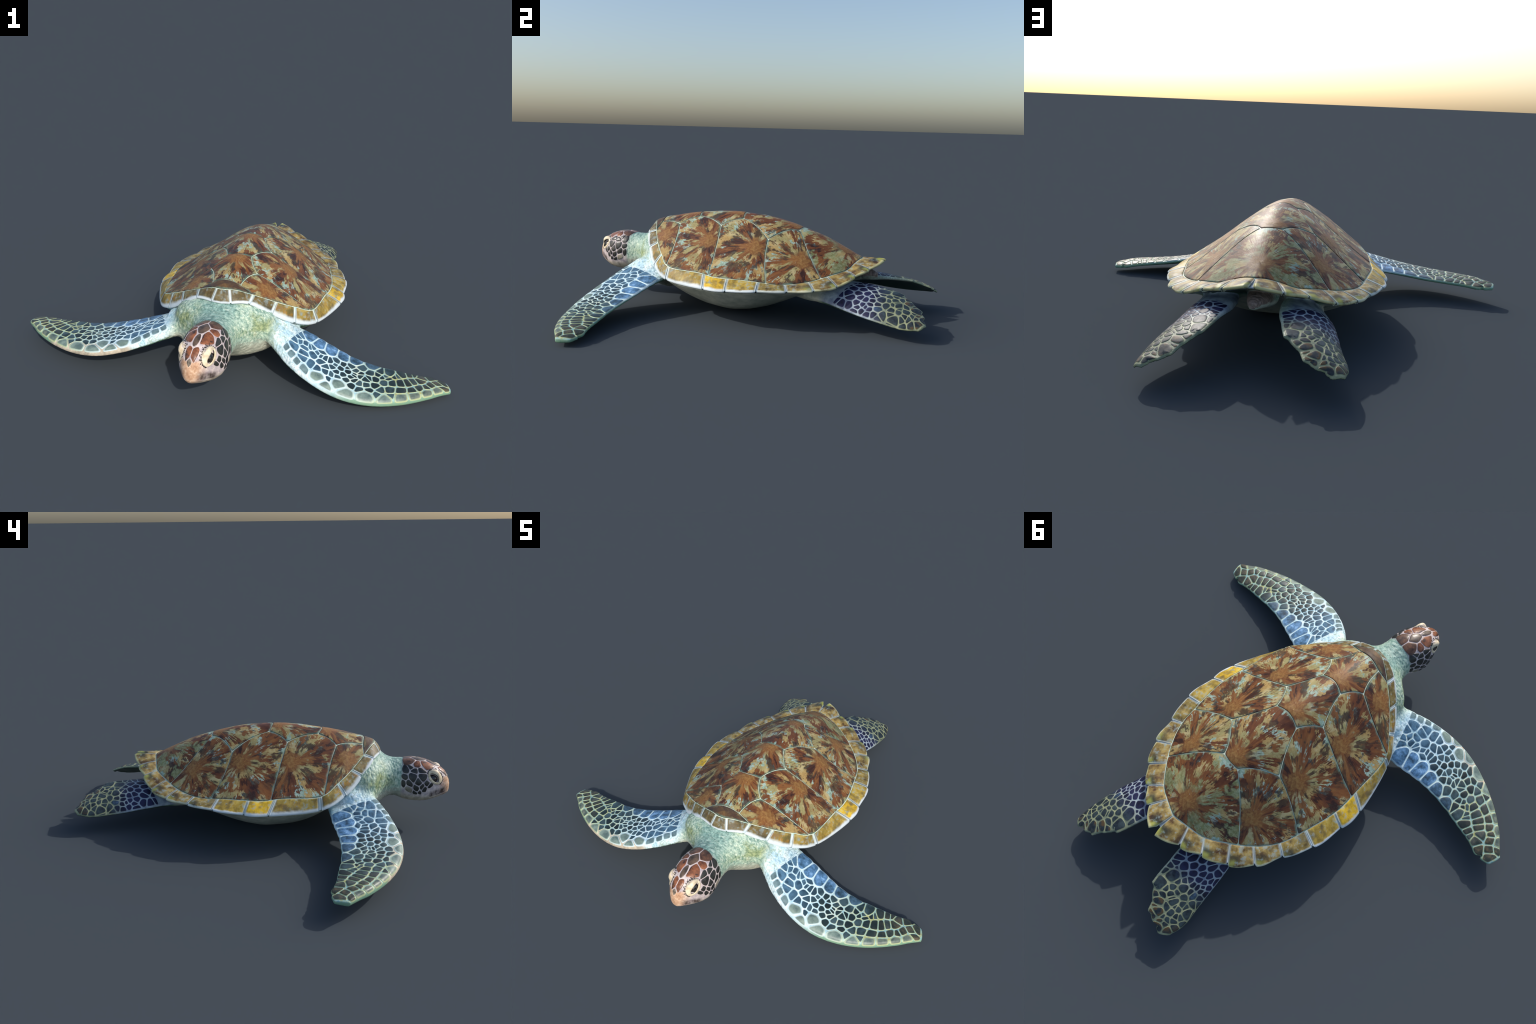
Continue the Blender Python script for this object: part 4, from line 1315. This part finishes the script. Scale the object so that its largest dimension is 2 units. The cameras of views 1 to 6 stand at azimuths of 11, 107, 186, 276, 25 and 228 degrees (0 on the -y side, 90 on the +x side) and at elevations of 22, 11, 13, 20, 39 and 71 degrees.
def build_eye(head, s, plate_mat):
    """cream eyelids with an almond slit slanting down and forward, dark eye behind it, beads round the orbit"""
    c, n, u, v = EYE_C, EYE_N, EYE_U, EYE_V
    sx = np.array([s, 1, 1])
    def body(p, q, base):
        """drop a chart point onto head + socket bulge"""
        P = c + p[:, None] * u + q[:, None] * v + n * .05
        o = Vector(head_world((n * sx)[None])[0] - head_world(np.zeros((1, 3)))[0]).normalized()
        out = np.empty_like(P)
        for i, w in enumerate(head_world(P * sx)):
            hit = SKIN["tree"].ray_cast(Vector(w), -o, .12)[0]
            d = (Vector(w) - hit).length if hit is not None else .06
            out[i] = P[i] - n * (d - base)
        return out
    m = 64
    a = np.linspace(0, 2 * np.pi, m + 1)[:-1]
    orbit = np.stack([.043 * np.cos(a) - .001, .034 * np.sin(a) + .004], 1)
    ca, sa = np.cos(a), np.sin(a)
    almond = np.stack([.029 * ca, .0135 * np.sign(sa) * np.abs(sa) ** 1.15 * (1 - .12 * ca) - .004], 1)
    rows, rim = [], []
    for r, h, e in ((0, -.002, 0), (.0, .0001, 0), (.10, .0007, .1), (.25, .0014, .3), (.5, .0020, .55), (.75, .0022, .75), (.92, .0022, .9), (1.0, .0012, .97), (1.0, -.002, 1.0), (1.0, -.010, 1.0)):
        q = orbit + (almond - orbit) * r
        up_lid = np.where(np.sin(a) > 0, 1.0, .3) * np.sin(np.pi * min(1, r * .8)) * .0018
        rows.append(body(q[:, 0], q[:, 1], 0) + n * (h + up_lid + (.0003 if h > 0 else 0))[:, None]); rim += [e] * m
    V = np.vstack(rows); F = rings_to_faces(len(rows), m)
    W_ = head_world(V * sx)
    F = flip_out(W_, F + [], (n * sx)) if False else F
    # orientation: compare with the outward direction at a mid row
    i = 4 * m
    fn = np.cross(W_[F[i][1]] - W_[F[i][0]], W_[F[i][3]] - W_[F[i][0]])
    if fn @ (head_world(c * sx + n * sx) - head_world(c * sx)) < 0: F = [f[::-1] for f in F]
    make("eyelid", W_, F, eyelid_mat(), head, {"rim": rim})
    # eyeball
    ec = body(np.array([0.0]), np.array([-.004]), 0)[0] - n * .0250
    bm = bmesh.new(); bmesh.ops.create_uvsphere(bm, u_segments=48, v_segments=32, radius=.0262)
    V = np.array([q.co[:] for q in bm.verts]); F = [[q.index for q in f.verts] for f in bm.faces]; bm.free()
    nw = Vector(head_world((n * sx)[None])[0] - head_world(np.zeros((1, 3)))[0]).normalized()
    R = nw.to_track_quat("Z", "Y").to_matrix().to_4x4()
    R.translation = Vector(head_world((ec * sx)[None])[0])
    Vw = V @ np.array(R.to_3x3()).T + np.array(R.translation)
    make("eyeball", Vw, F, eye_mat(), head, origin=R)
    # dark beads along the front and the top of the orbit
    beads = []
    for row, (count, ra, rb, size) in enumerate(((15, .0445, .0355, 1.0), (11, .0495, .0405, .75))):
        for t in np.linspace(-.35, 3.3, count):
            if row and not .3 < t < 2.9: continue
            rad = RNG.uniform(.0030, .0056) * size
            b = np.linspace(0, 2 * np.pi, 15)[:-1]
            ctr = np.array([ra * math.cos(t) - .001, rb * math.sin(t) + .004])
            tang = np.array([-math.sin(t), math.cos(t)]); rad_ = np.array([math.cos(t), math.sin(t)])
            poly = ctr + np.outer(np.cos(b) * rad * RNG.uniform(.8, 1.5), tang) + np.outer(np.sin(b) * rad * RNG.uniform(.5, .8), rad_)
            def pl(q, h): return head_world((body(q[:, 0], q[:, 1], h + .0008)) * sx)
            Vb, Fb, rb_ = plate_mesh(poly, pl, .0014, n=14, soft=1, sink=.002)
            Fb = flip_out(Vb, Fb, np.array(nw))
            beads.append((Vb, Fb, np.minimum(1, rb_ * 2)))
    V0, F0, n0 = [], [], 0
    for Vb, Fb, _ in beads:
        V0.append(Vb); F0 += [tuple(i + n0 for i in f) for f in Fb]; n0 += len(Vb)
    o = make("eye_beads", np.vstack(V0), F0, plate_mat, head, {"rim": np.concatenate([q[2] for q in beads])}, dict(red=0, umber=.2, pale=0))
    o["kind"] = "stuff"
    # nostril
    b = np.linspace(0, 2 * np.pi, 17)[:-1]
    poly = np.array([.0050 * s, -.9310]) + np.stack([.0024 * np.cos(b), .0026 * np.sin(b)], 1)
    Vb, Fb, rb_ = plate_mesh(poly, place_top, .0018, n=16, soft=1, sink=.002)
    make("nostril", Vb, flip_out(Vb, Fb, np.array([0, -.6, 1.0])), plate_mat, head, {"rim": np.minimum(1, rb_ * 2)}, dict(red=0, umber=.45, pale=0))


_cache = {}
def eyelid_mat():
    if "l" not in _cache: _cache["l"] = eyelid_material()
    return _cache["l"]


def eye_mat():
    if "e" not in _cache: _cache["e"] = eye_material()
    return _cache["e"]


# ------------------------------------------------------------------ assemble
VOXEL = .0042
root = bpy.data.objects.new("sea_turtle", None)
root["label"] = "green sea turtle with brown streaked shell and pale scaly flippers"
root["category"] = "sea turtle"
bpy.context.scene.collection.objects.link(root)
bpy.context.view_layer.update()

build_carapace(root)
parts, _, _ = build_skin(root)
limb_mat = scale_material()
fore_scales(FORE_L, parts[3], limb_mat, random.Random(3))
fore_scales(FORE_R, parts[4], limb_mat, random.Random(3))
hind_scales(HIND_L, parts[5], limb_mat, random.Random(5))
hind_scales(HIND_R, parts[6], limb_mat, random.Random(5))
build_head_plates(parts[2])
